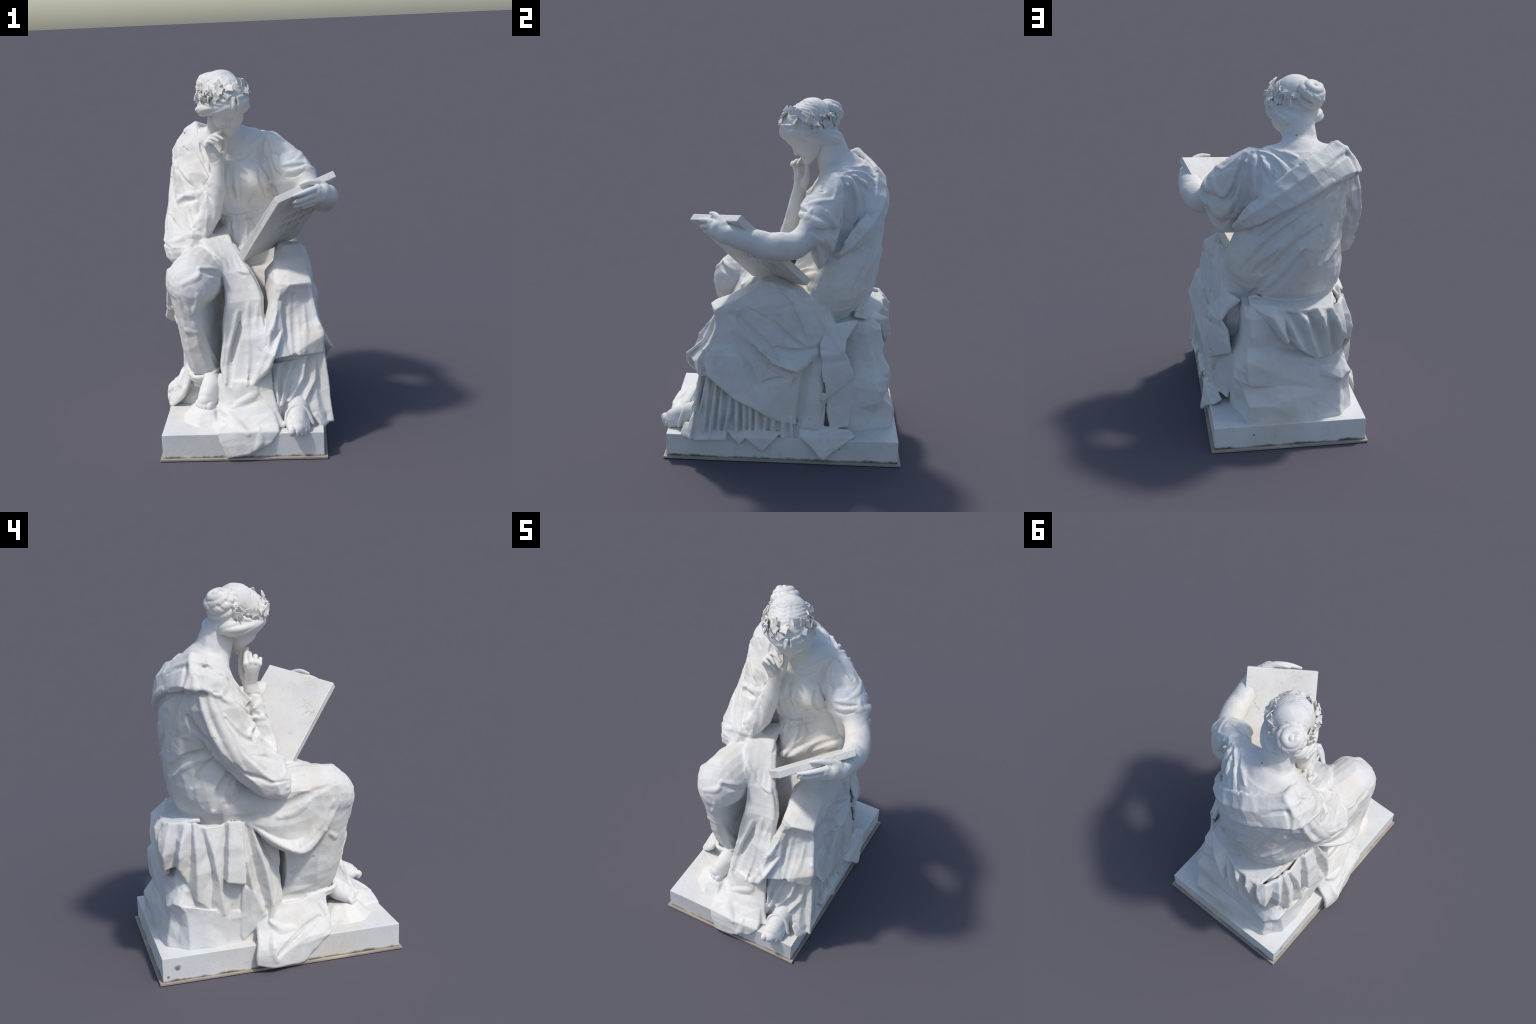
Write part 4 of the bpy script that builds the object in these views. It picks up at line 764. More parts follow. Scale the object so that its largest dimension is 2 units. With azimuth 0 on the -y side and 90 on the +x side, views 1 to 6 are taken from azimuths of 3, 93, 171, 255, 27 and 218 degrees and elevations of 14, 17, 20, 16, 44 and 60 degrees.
    # chest
    B.crease([(-0.018, 0.150, 1.453, 0.004), (-0.036, 0.124, 1.364, 0.008), (-0.039, 0.162, 1.255, 0.004)])
    B.crease([(0.082, 0.149, 1.434, 0.005), (0.095, 0.123, 1.360, 0.009), (0.116, 0.193, 1.260, 0.005)])
    B.ridge([(0.099, 0.221, 1.540, 0.004), (0.112, 0.174, 1.429, 0.008), (0.129, 0.157, 1.345, 0.004)])
    B.crease([(-0.107, 0.112, 1.330, 0.006), (-0.104, 0.135, 1.255, 0.010), (-0.083, 0.134, 1.199, 0.006)])
    # right sleeve
    B.ridge([(-0.431, 0.290, 1.471, 0.006), (-0.350, 0.170, 1.391, 0.011), (-0.294, 0.130, 1.341, 0.006)])
    B.ridge([(-0.444, 0.293, 1.390, 0.006), (-0.453, 0.223, 1.242, 0.010), (-0.457, 0.100, 1.115, 0.006)])
    B.crease([(-0.352, 0.104, 1.238, 0.006), (-0.325, 0.037, 1.172, 0.010), (-0.306, -0.018, 1.128, 0.006)])
    B.ridge([(-0.278, 0.102, 1.291, 0.006), (-0.294, 0.060, 1.213, 0.010), (-0.266, -0.029, 1.137, 0.006)])
    B.crease([(-0.445, 0.291, 1.378, 0.005), (-0.433, 0.218, 1.281, 0.009), (-0.390, 0.112, 1.217, 0.005)])
    B.ridge([(-0.369, 0.176, 1.374, 0.005), (-0.341, 0.133, 1.305, 0.009), (-0.320, 0.076, 1.227, 0.005)])

folds(body)

# --- the mason's flat chisel work over everything
body.chisel(0.085, 0.0045, 4)
body.chisel(0.034, 0.0014, 9)

# ---------------------------------------------------------------- head, hands, feet
HEAD_O = np.array((-0.10, 0.13, 1.85))
HEAD_L = np.array((0.894, 0.447, 0.0))
HEAD_F = np.array((0.357, -0.714, -0.602))
HEAD_U = np.array((0.269, -0.539, 0.798))
HEAD_AX = (HEAD_L, HEAD_F, HEAD_U)

def hp(l, f, u):
    """point in the frame of the bowed head: towards her left, forward, up"""
    return HEAD_O + l * HEAD_L + f * HEAD_F + u * HEAD_U

def hpath(*pts):
    return [(*hp(l, f, u), r) for l, f, u, r in pts]

head = Clay((-0.32, -0.10, 1.58), (0.10, 0.36, 2.02), 0.0028)

def rope(B, name, path, n, twist, k=0.004):
    """a lock of hair: n strands wound round a path"""
    P = spline(path, 7); c, r = P[:, :3], P[:, 3]
    t = np.gradient(c, axis=0); t /= np.linalg.norm(t, axis=1)[:, None]
    a = np.cross(t, HEAD_U); a /= np.linalg.norm(a, axis=1)[:, None]; b = np.cross(t, a)
    B.tube(name, [(*p, q * 0.78) for p, q in zip(c, r)], 0.01)
    s_ = np.linspace(0, 1, len(c))
    for i in range(n):
        g = 2 * math.pi * i / n + twist * s_ + 0.35 * np.sin(9 * s_ + 2 * i)
        off = (a * np.cos(g)[:, None] + b * np.sin(g)[:, None]) * (r * 0.62)[:, None]
        B.tube(name, [(*p, q) for p, q in zip(c + off, r * 0.42)], k)

def build_head(B):
    # face
    B.ball("head", hp(0.008, 0.045, -0.01), HEAD_AX, (0.098, 0.115, 0.115), 0.02)
    B.ball("head", hp(0.012, 0.078, -0.070), HEAD_AX, (0.070, 0.076, 0.088), 0.03)
    B.tube("head", hpath((0.013, 0.126, -0.138, 0.022), (0.045, 0.09, -0.118, 0.024), (0.070, 0.035, -0.075, 0.022)), 0.03)
    B.tube("head", hpath((0.013, 0.126, -0.138, 0.022), (-0.025, 0.09, -0.118, 0.024), (-0.052, 0.035, -0.075, 0.022)), 0.03)
    for side in (-1, 1):
        B.ball(None, hp(0.012 + side * 0.033, 0.166, -0.022), HEAD_AX, (0.027, 0.030, 0.017), 0.008, carve=True)
        B.ball("head", hp(0.012 + side * 0.032, 0.140, -0.026), HEAD_AX, (0.019, 0.014, 0.012), 0.004)
        B.ball("head", hp(0.012 + side * 0.042, 0.112, -0.065), HEAD_AX, (0.028, 0.030, 0.030), 0.03)
        B.fold("head", hpath((0.012 + side * 0.010, 0.156, -0.004, 0.005), (0.012 + side * 0.032, 0.152, 0.000, 0.006), (0.012 + side * 0.058, 0.125, -0.006, 0.004)), 0.012)
    B.tube("head", hpath((0.014, 0.146, 0.005, 0.010), (0.013, 0.156, -0.035, 0.0105), (0.011, 0.166, -0.066, 0.0125)), 0.012)
    B.tube("head", hpath((-0.002, 0.148, -0.070, 0.008), (0.011, 0.160, -0.074, 0.008), (0.024, 0.148, -0.070, 0.008)), 0.006)
    B.fold("head", hpath((-0.010, 0.140, -0.099, 0.004), (0.013, 0.151, -0.095, 0.007), (0.036, 0.140, -0.099, 0.004)), 0.006)
    B.fold("head", hpath((-0.006, 0.138, -0.110, 0.004), (0.013, 0.149, -0.109, 0.008), (0.032, 0.138, -0.110, 0.004)), 0.006)
    B.groove(hpath((-0.012, 0.147, -0.104, 0.0015), (0.013, 0.160, -0.102, 0.003), (0.038, 0.147, -0.104, 0.0015)), 0.004)
    B.ball("head", hp(0.014, 0.134, -0.142), HEAD_AX, (0.022, 0.020, 0.018), 0.02)
    # cap of combed hair, parted in the middle
    B.ball("hair", hp(-0.004, 0.022, 0.022), HEAD_AX, (0.120, 0.144, 0.125), 0.01)
    B.ball("hair", hp(-0.01, -0.060, 0.040), HEAD_AX, (0.098, 0.082, 0.088), 0.03)
    B.ball("hair", hp(-0.005, -0.045, -0.06), HEAD_AX, (0.106, 0.082, 0.098), 0.03)
    # rolls of hair swept round the temples to the nape
    for m in (1, -1):
        rope(B, "hair", [(*hp(m * l + 0.002, f, u), r) for l, f, u, r in (
            (0.008, 0.146, 0.062, 0.017), (0.040, 0.140, 0.053, 0.020), (0.076, 0.108, 0.020, 0.028), (0.103, 0.057, -0.024, 0.038),
            (0.110, 0.010, -0.064, 0.041), (0.098, -0.034, -0.105, 0.042), (0.070, -0.060, -0.128, 0.039), (0.02, -0.058, -0.135, 0.026))], 6, 5.0 * m)
        rope(B, "hair", [(*hp(m * l + 0.002, f, u), r) for l, f, u, r in (
            (0.014, 0.118, 0.086, 0.028), (0.055, 0.112, 0.066, 0.030), (0.092, 0.075, 0.030, 0.030), (0.112, 0.025, -0.010, 0.026), (0.108, -0.02, -0.05, 0.028), (0.09, -0.05, -0.09, 0.03))], 6, -4.0 * m)
        for i in range(6):                                # locks of the fringe, combed down from the parting
            t = i / 5
            B.tube("hair", [(*hp(m * l + 0.002, f, u), r) for l, f, u, r in (
                (0.008 + 0.050 * t, 0.135 - 0.030 * t, 0.112 - 0.020 * t, 0.010), (0.014 + 0.068 * t, 0.158 - 0.050 * t, 0.080 - 0.035 * t, 0.013), (0.014 + 0.075 * t, 0.163 - 0.055 * t, 0.050 - 0.040 * t, 0.013), (0.006 + 0.078 * t, 0.152 - 0.055 * t, 0.030 - 0.045 * t, 0.008))], 0.004, 3)
    rs = random.Random(5)
    for i in range(10):                                   # soft waves over the crown, parted in the middle
        f = 0.120 - 0.023 * i
        for m in (1, -1):
            pts = []; k = rs.uniform(0.6, 1.3)
            for l, df in ((0.010, 0.0), (0.03, 0.010 * k), (0.05, 0.006), (0.072, -0.010 * k), (0.092, -0.022)):
                q = 1 - (l / 0.120) ** 2 - ((f + df - 0.022) / 0.144) ** 2
                if q > 0.03: pts.append((*hp(m * l - 0.004, f + df + rs.uniform(-0.004, 0.004), 0.024 + 0.1255 * math.sqrt(q)), rs.uniform(0.002, 0.0045)))
            if len(pts) > 2: B.crease([(x, y, z, 0.004) for x, y, z, _ in pts], 1.1, 3.0)
    B.crease([(*hp(0.004 * math.sin(40 * f), f, u), 0.005) for f, u in ((0.150, 0.095), (0.12, 0.118), (0.08, 0.138), (0.04, 0.147))], 1.2, 3.0)
    # locks on the nape
    for l, f, u, r in ((-0.085, -0.055, -0.118, 0.026), (-0.055, -0.075, -0.125, 0.024), (-0.02, -0.085, -0.12, 0.024), (0.03, -0.085, -0.12, 0.026), (0.06, -0.07, -0.115, 0.028)):
        B.ball("hair", hp(l, f, u), HEAD_AX, (r * 0.8, r * 0.8, r * 1.5), 0.006)
    # coiled bun
    c = np.array((-0.190, 0.240, 1.926)); a = np.array((-0.36, 0.42, 0.83)); a /= np.linalg.norm(a)
    e1 = np.cross(a, (1, 0, 0)); e1 /= np.linalg.norm(e1); e2 = np.cross(a, e1)
    AX = (e1, e2, a)
    def turn(h, R, r, n0, n1, dh=0.0, dR=0.0):
        return [(*(c + a * (h + dh * t) + (R + dR * t) * (math.cos(g) * e1 + math.sin(g) * e2)), r) for t, g in ((i / 24, n0 + (n1 - n0) * i / 24) for i in range(25))]
    B.ball("hair_bun", c - a * 0.02, AX, (0.060, 0.060, 0.060), 0.006)
    B.tube("hair_bun", turn(-0.050, 0.060, 0.023, 0, 2 * math.pi), 0.003)
    B.tube("hair_bun", turn(-0.012, 0.055, 0.029, 0.4, 0.4 + 2 * math.pi, 0.016, -0.002), 0.003)
    B.tube("hair_bun", turn(0.014, 0.048, 0.025, 0.4, 2.6 * math.pi, 0.022, -0.022), 0.003)
    B.ball("hair_bun", c + a * 0.030, AX, (0.030, 0.030, 0.018), 0.004)
    B.ball("hair_bun", c + a * 0.046 + e1 * 0.004, AX, (0.016, 0.016, 0.014), 0.003)
    for i in range(9):                                    # strands twisting round the coil
        g = 0.7 * i
        out = math.cos(g) * e1 + math.sin(g) * e2; tan = -math.sin(g) * e1 + math.cos(g) * e2
        B.crease([(*(c + out * R + a * h + tan * t), 0.004) for R, h, t in ((0.066, 0.020, -0.02), (0.084, -0.008, 0.0), (0.082, -0.030, 0.02))], 1.2, 3.0)
    B.ball("hair", (-0.108, 0.255, 1.785), np.eye(3), (0.085, 0.055, 0.035), 0.02)

build_head(head)
head.chisel(0.035, 0.0016, 6)

def fingers(B, name, rows, k=0.006):
    for r in rows:
        B.tube(name, r, k, 3)

hand_r = Clay((-0.26, -0.02, 1.44), (-0.06, 0.17, 1.70), 0.0025)
hand_r.tube("hand", [(-0.151, 0.078, 1.445, 0.040), (-0.152, 0.080, 1.49, 0.035), (-0.168, 0.078, 1.535, 0.034), (-0.190, 0.080, 1.58, 0.026)], 0.02)
fingers(hand_r, "hand", [[(-0.155, 0.078 + 0.3 * (y - 0.078), 1.51, 0.020), (-0.185, y * 0.5 + 0.039, 1.555, 0.019), (-0.203, y, z, 0.0155)] for y, z in ((0.116, 1.600), (0.091, 1.607), (0.066, 1.603), (0.044, 1.594))], 0.012)
fingers(hand_r, "finger", [
    [(-0.203, 0.116, 1.600, 0.014), (-0.172, 0.107, 1.636, 0.0125), (-0.145, 0.095, 1.652, 0.0115), (-0.120, 0.083, 1.664, 0.009)],
    [(-0.206, 0.091, 1.606, 0.014), (-0.180, 0.088, 1.636, 0.013), (-0.145, 0.078, 1.640, 0.0125), (-0.112, 0.062, 1.624, 0.009)],
    [(-0.207, 0.066, 1.603, 0.014), (-0.184, 0.060, 1.627, 0.013), (-0.160, 0.050, 1.628, 0.012), (-0.136, 0.038, 1.616, 0.009)],
    [(-0.206, 0.044, 1.594, 0.012), (-0.194, 0.036, 1.614, 0.0115), (-0.178, 0.030, 1.615, 0.0105), (-0.160, 0.026, 1.606, 0.008)]], 0.004)
fingers(hand_r, "thumb", [[(-0.140, 0.095, 1.49, 0.026), (-0.116, 0.112, 1.535, 0.020), (-0.106, 0.118, 1.58, 0.015), (-0.109, 0.117, 1.62, 0.013), (-0.115, 0.114, 1.648, 0.009)]], 0.012)

hand_l = Clay((0.25, -0.50, 1.28), (0.53, -0.22, 1.47), 0.0025)
hand_l.tube("hand.001", [(0.455, -0.24, 1.338, 0.058), (0.455, -0.285, 1.352, 0.050), (0.432, -0.335, 1.378, 0.044), (0.402, -0.372, 1.383, 0.030)], 0.02)
hand_l.tube("hand.001", [(0.455, -0.30, 1.345, 0.045), (0.42, -0.35, 1.355, 0.036), (0.39, -0.375, 1.348, 0.026)], 0.02)
fingers(hand_l, "finger.001", [
    [(0.410, -0.370, 1.400, 0.020), (0.372, -0.405, 1.398, 0.0165), (0.33, -0.435, 1.389, 0.0145), (0.284, -0.460, 1.381, 0.008)],
    [(0.400, -0.375, 1.372, 0.019), (0.365, -0.412, 1.365, 0.0155), (0.32, -0.435, 1.352, 0.014), (0.280, -0.446, 1.343, 0.009)],
    [(0.395, -0.368, 1.345, 0.017), (0.36, -0.402, 1.337, 0.014), (0.32, -0.418, 1.327, 0.0125), (0.285, -0.425, 1.320, 0.009)],
    [(0.395, -0.355, 1.325, 0.015), (0.36, -0.382, 1.315, 0.012), (0.33, -0.392, 1.308, 0.010)]], 0.005)
fingers(hand_l, "thumb.001", [[(0.440, -0.310, 1.395, 0.028), (0.408, -0.342, 1.424, 0.018), (0.365, -0.367, 1.434, 0.014), (0.318, -0.394, 1.427, 0.008)]], 0.010)

foot_l = Clay((0.18, -0.72, 0.12), (0.37, -0.45, 0.32), 0.0028)
foot_l.tube("foot", [(0.270, -0.47, 0.235, 0.060), (0.266, -0.56, 0.210, 0.052), (0.266, -0.615, 0.188, 0.046), (0.268, -0.645, 0.172, 0.036)], 0.02)
foot_l.tube("foot", [(0.30, -0.55, 0.18, 0.035), (0.298, -0.62, 0.168, 0.030)], 0.02)
foot_l.tube("foot", [(0.240, -0.55, 0.185, 0.035), (0.238, -0.62, 0.175, 0.034)], 0.02)
fingers(foot_l, "toe", [[(x, y0, z + 0.012, r * 1.05), (x, y1 + 0.018, z + 0.010, r), (x, y1 + r, z - 0.008, r * 0.85)] for x, y0, y1, z, r in (
    (0.234, -0.62, -0.690, 0.163, 0.0195), (0.262, -0.63, -0.686, 0.160, 0.0135), (0.284, -0.625, -0.678, 0.158, 0.013), (0.303, -0.615, -0.665, 0.156, 0.0125), (0.319, -0.60, -0.645, 0.155, 0.0125))], 0.003)

foot_r = Clay((-0.32, -0.52, 0.14), (-0.13, -0.26, 0.40), 0.0028)
foot_r.tube("foot.001", [(-0.205, -0.30, 0.34, 0.055), (-0.212, -0.36, 0.305, 0.052), (-0.228, -0.405, 0.275, 0.045), (-0.236, -0.43, 0.255, 0.036)], 0.02)
foot_r.tube("foot.001", [(-0.235, -0.36, 0.28, 0.040), (-0.258, -0.42, 0.245, 0.028)], 0.02)
foot_r.tube("foot.001", [(-0.195, -0.36, 0.275, 0.040), (-0.205, -0.42, 0.248, 0.030)], 0.02)
fingers(foot_r, "toe.001", [[(x0, -0.41, z + 0.025, r * 1.05), (x1, y1 + 0.02, z + 0.012, r), (x1, y1 + r, z - 0.004, r * 0.85)] for x0, x1, y1, z, r in (
    (-0.200, -0.212, -0.478, 0.222, 0.020), (-0.222, -0.238, -0.476, 0.222, 0.0135), (-0.238, -0.256, -0.468, 0.224, 0.013), (-0.252, -0.271, -0.456, 0.226, 0.0125), (-0.264, -0.284, -0.440, 0.228, 0.0125))], 0.003)

# ---------------------------------------------------------------- marble
# dark pits and lichen spots: (x, y, z, radius)
SPOTS = ((0.058, 0.130, 1.406, 0.007), (-0.090, 0.350, 1.712, 0.007), (-0.053, 0.515, 0.795, 0.006), (-0.460, 0.600, 0.085, 0.016), (-0.460, 0.652, 0.040, 0.008), (0.18, 0.68, 0.09, 0.007), (0.402, 0.35, 0.09, 0.006))

def marble(name, base=(0.70, 0.68, 0.635), cracks=False, damp=False):
    m = bpy.data.materials.new(name); m.use_nodes = True
    nt = m.node_tree; N = nt.nodes; L = nt.links
    bs = N["Principled BSDF"]; bs.inputs["Roughness"].default_value = 0.6
    bs.inputs["Specular IOR Level"].default_value = 0.3
    co = N.new("ShaderNodeTexCoord")
    def put_in(sock, v):
        if hasattr(v, "is_output"): L.new(v, sock)
        elif isinstance(v, (int, float)): sock.default_value = v
        else: sock.default_value = v if len(v) == len(sock.default_value) else (*v, 1)
    def noise(scale, detail, rough=0.6, off=0.0):
        mp = N.new("ShaderNodeMapping"); mp.inputs["Location"].default_value = (off, off * 1.7, off * 0.6); L.new(co.outputs["Object"], mp.inputs["Vector"])
        n = N.new("ShaderNodeTexNoise"); n.inputs["Scale"].default_value = scale; n.inputs["Detail"].default_value = detail; n.inputs["Roughness"].default_value = rough
        L.new(mp.outputs[0], n.inputs["Vector"]); return n.outputs["Fac"]
    def ramp(src, lo, hi):
        r = N.new("ShaderNodeMapRange"); r.inputs["From Min"].default_value = lo; r.inputs["From Max"].default_value = hi; L.new(src, r.inputs["Value"]); return r.outputs[0]
    def math_(op, a, b=0.0):
        x = N.new("ShaderNodeMath"); x.operation = op; put_in(x.inputs[0], a); put_in(x.inputs[1], b); return x.outputs[0]
    def mix(a, b, fac, kind="MIX"):
        x = N.new("ShaderNodeMix"); x.data_type = "RGBA"; x.blend_type = kind
        put_in(x.inputs[0], fac); put_in(x.inputs[6], a); put_in(x.inputs[7], b); return x.outputs[2]
    b = np.array(base)
    col = mix(tuple(b * (0.90, 0.905, 0.92)), tuple(b * 1.03), ramp(noise(4.5, 6, 0.62), 0.34, 0.62))
    col = mix(col, tuple(b * (0.93, 0.98, 1.06)), math_("MULTIPLY", ramp(noise(2.2, 3, 0.5, 7), 0.50, 0.68), 0.8))       # bluish marble
    col = mix(col, (0.62, 0.545, 0.42), math_("MULTIPLY", ramp(noise(3.2, 7, 0.66, 3), 0.50, 0.70), 0.55))                 # tea-coloured stains
    col = mix(col, (0.40, 0.39, 0.36), math_("MULTIPLY", ramp(noise(13, 6, 0.7, 5), 0.56, 0.76), 0.42))                    # grime
    col = mix(col, (0.22, 0.21, 0.19), math_("MULTIPLY", ramp(noise(60, 4, 0.7, 9), 0.70, 0.80), 0.5))                     # flecks
    for x, y, z, r in SPOTS:
        v = N.new("ShaderNodeVectorMath"); v.operation = "DISTANCE"; L.new(co.outputs["Object"], v.inputs[0]); v.inputs[1].default_value = (x, y, z)
        d = math_("ADD", v.outputs["Value"], math_("MULTIPLY", math_("SUBTRACT", noise(50, 3), 0.5), r * 1.6))
        col = mix((0.20, 0.19, 0.165), col, ramp(d, r * 0.4, r * 1.3))
    hgt = noise(90, 4)
    if cracks:
        vo = N.new("ShaderNodeTexVoronoi"); vo.feature = "DISTANCE_TO_EDGE"; vo.inputs["Scale"].default_value = 9
        wob = N.new("ShaderNodeMix"); wob.data_type = "VECTOR"; wob.inputs[0].default_value = 0.10
        nz = N.new("ShaderNodeTexNoise"); nz.inputs["Scale"].default_value = 14; nz.inputs["Detail"].default_value = 5
        L.new(co.outputs["Object"], nz.inputs["Vector"]); L.new(co.outputs["Object"], wob.inputs[4]); L.new(nz.outputs["Color"], wob.inputs[5]); L.new(wob.outputs[1], vo.inputs["Vector"])
        line = math_("MULTIPLY", ramp(vo.outputs["Distance"], 0.022, 0.006), ramp(noise(7, 3, 0.5, 2), 0.50, 0.60))
        col = mix(col, (0.30, 0.28, 0.25), math_("MULTIPLY", line, 0.4))
        hgt = math_("SUBTRACT", hgt, math_("MULTIPLY", line, 1.5))
    if damp:                                             # moss and dirt creeping up from the joint with the slab
        sp = N.new("ShaderNodeSeparateXYZ"); L.new(co.outputs["Object"], sp.inputs[0])
        edge = math_("ADD", sp.outputs["Z"], math_("MULTIPLY", math_("SUBTRACT", noise(9, 5, 0.65, 4), 0.5), -0.055))
        col = mix((0.115, 0.105, 0.06), col, ramp(edge, 0.012, 0.026))
    L.new(col, bs.inputs["Base Color"])
    bp = N.new("ShaderNodeBump"); bp.inputs["Strength"].default_value = 0.15; bp.inputs["Distance"].default_value = 0.01
    L.new(hgt, bp.inputs["Height"]); L.new(bp.outputs[0], bs.inputs["Normal"])
    return m

MARBLE = marble("weathered_marble")
TABLET = marble("cracked_marble", cracks=True)
PLINTH = marble("plinth_marble", damp=True)
MORTAR = marble("dirty_mortar", base=(0.36, 0.295, 0.24))

root = bpy.data.objects.new("seated_woman_statue", None)
bpy.context.collection.objects.link(root)
root["label"] = "white marble statue of a draped seated woman reading a tablet"
root["category"] = "statue"

def put(name, V, F, mat, parent=root, normals=None):
    me = bpy.data.meshes.new(name)
    me.from_pydata([tuple(v) for v in V], [], [tuple(f) for f in F]) if not isinstance(F, np.ndarray) else fill(me, V, F)
    me.materials.append(mat); me.validate()
    me.polygons.foreach_set("use_smooth", [True] * len(me.polygons))
    if normals is not None: me.normals_split_custom_set_from_vertices(normals)
    ob = bpy.data.objects.new(name, me); bpy.context.collection.objects.link(ob); ob.parent = parent
    return ob

def fill(me, V, F):
    me.vertices.add(len(V)); me.vertices.foreach_set("co", np.asarray(V, np.float32).ravel())
    n = F.shape[1]
    me.loops.add(F.size); me.loops.foreach_set("vertex_index", F.astype(np.int32).ravel())
    me.polygons.add(len(F)); me.polygons.foreach_set("loop_start", np.arange(0, F.size, n, dtype=np.int32))
    me.update(calc_edges=True)

def vertex_normals(V, Q):
    n = np.zeros_like(V)
    fn = np.cross(V[Q[:, 2]] - V[Q[:, 0]], V[Q[:, 3]] - V[Q[:, 1]])
    for i in range(4): np.add.at(n, Q[:, i], fn)
    return n / np.maximum(np.linalg.norm(n, axis=1), 1e-12)[:, None]

def relax(V, Q, times, f=0.5):
    for _ in range(times):
        acc = np.zeros_like(V); c = np.zeros(len(V))
        for i in range(4):
            a, b = Q[:, i], Q[:, (i + 1) % 4]
            np.add.at(acc, a, V[b]); np.add.at(c, a, 1)
            np.add.at(acc, b, V[a]); np.add.at(c, b, 1)
        V = V + f * (acc / c[:, None] - V)
    return V

def cast(clay, mats=None, smooth=1):
    """turn a clay field into one mesh per part, sharing the whole skin's normals"""
    V, Q, lab = clay.skin()
    V = relax(V, Q, smooth)
    nrm = vertex_normals(V, Q)
    owner = np.sort(lab[Q], axis=1)[:, 1]
    out = {}
    for i, name in enumerate(clay.names):
        q = Q[owner == i]
        if not len(q): continue
        used, inv = np.unique(q, return_inverse=True)
        out[name] = put(name, V[used], inv.reshape(q.shape), (mats or {}).get(name, MARBLE), normals=[tuple(v) for v in nrm[used]])
    return out

cast(body)

def hexa(name, corners, mat, bevel=0.004):
    """box from 8 corners: 4 of one face, then the 4 opposite ones"""
    F = [(0, 1, 2, 3), (7, 6, 5, 4), (0, 4, 5, 1), (1, 5, 6, 2), (2, 6, 7, 3), (3, 7, 4, 0)]
    ob = put(name, corners, F, mat)
    bpy.context.view_layer.objects.active = ob
    me = ob.data
    me.polygons.foreach_set("use_smooth", [False] * len(me.polygons))
    b = ob.modifiers.new("b", "BEVEL"); b.width = bevel; b.segments = 2
    return ob

def block(name, x0, x1, y0, y1, z0, z1, mat, bevel=0.004):
    return hexa(name, [(x0, y0, z0), (x0, y1, z0), (x1, y1, z0), (x1, y0, z0), (x0, y0, z1), (x0, y1, z1), (x1, y1, z1), (x1, y0, z1)], mat, bevel)

block("plinth", -0.460, 0.402, -0.639, 0.680, 0.010, 0.146, PLINTH, 0.003)
block("base_slab", -0.474, 0.420, -0.654, 0.698, 0.0, 0.012, MORTAR, 0.002)
hexa("tablet", [(0.496, -0.213, 1.467), (0.185, -0.502, 1.388), (-0.042, -0.170, 1.008), (0.250, 0.160, 1.047),
                (0.513, -0.237, 1.436), (0.206, -0.521, 1.358), (-0.012, -0.185, 0.972), (0.286, 0.139, 1.022)], TABLET, 0.004)

for c in (head, hand_r, hand_l, foot_l, foot_r):
    cast(c)

# ---------------------------------------------------------------- wreath of ivy
def leaf_mesh(name, seed):
    rng = random.Random(seed)
    half = [(0.0, 0.07), (0.14, 0.36), (0.34, 0.24), (0.50, 0.50), (0.70, 0.22)]
    rim = [(x, y * rng.uniform(0.85, 1.15)) for x, y in half] + [(1.0, 0.0)] + [(x, -y * rng.uniform(0.85, 1.15)) for x, y in reversed(half)]
    V = []; F = []; n = len(rim)
    def lift(x, y): return 0.22 * abs(y) - 0.25 * (x - 0.45) ** 2
    for t in (0.07, -0.07):
        V += [(x, y, lift(x, y) + t * (0.6 if abs(y) > 0.3 else 1)) for x, y in rim]
        V += [(0.2, 0, lift(0.2, 0) + t), (0.5, 0, lift(0.5, 0) + t * 1.2), (0.78, 0, lift(0.78, 0) + t)]
    def fan(o, flip):
        ctr = lambda x: o + n + (0 if x < 0.3 else 1 if x < 0.65 else 2)
        for i in range(n):
            j = (i + 1) % n
            a, b = ctr(rim[i][0]), ctr(rim[j][0])
            for f in ([(o + i, o + j, b)] + ([(o + i, b, a)] if a != b else [])):
                F.append(f[::-1] if flip else f)
    fan(0, True); fan(n + 3, False)
    for i in range(n):
        j = (i + 1) % n
        F.append((i, j, n + 3 + j, n + 3 + i))
    me = bpy.data.meshes.new(name); me.from_pydata(V, [], F); me.materials.append(MARBLE); me.validate()
    return me

LEAVES = [leaf_mesh("leaf", s) for s in range(4)]
# stations of the leaves on the hair: (x, y, z, length, how far it stands off)
STATIONS = [
    (-0.070, -0.002, 1.915, 0.055, 0.5), (-0.074, -0.025, 1.885, 0.045, 0.3), (-0.118, -0.004, 1.910, 0.050, 0.6), (-0.119, -0.018, 1.885, 0.050, 0.4),
    (-0.144, -0.013, 1.867, 0.048, 0.6), (-0.180, 0.028, 1.893, 0.052, 0.8), (-0.200, 0.054, 1.872, 0.050, 0.9), (-0.178, 0.012, 1.848, 0.045, 0.7),
    (-0.170, 0.005, 1.872, 0.050, 0.9), (-0.197, 0.033, 1.842, 0.046, 0.8), (-0.213, 0.066, 1.848, 0.050, 0.8), (-0.214, 0.091, 1.862, 0.050, 0.7),
    (-0.223, 0.113, 1.850, 0.048, 0.7), (-0.220, 0.131, 1.880, 0.046, 0.6), (-0.226, 0.159, 1.866, 0.052, 0.5), (-0.232, 0.183, 1.848, 0.046, 0.4),
    (-0.244, 0.152, 1.832, 0.044, 0.4), (-0.232, 0.190, 1.880, 0.044, 0.4), (-0.221, 0.168, 1.905, 0.040, 0.5)]
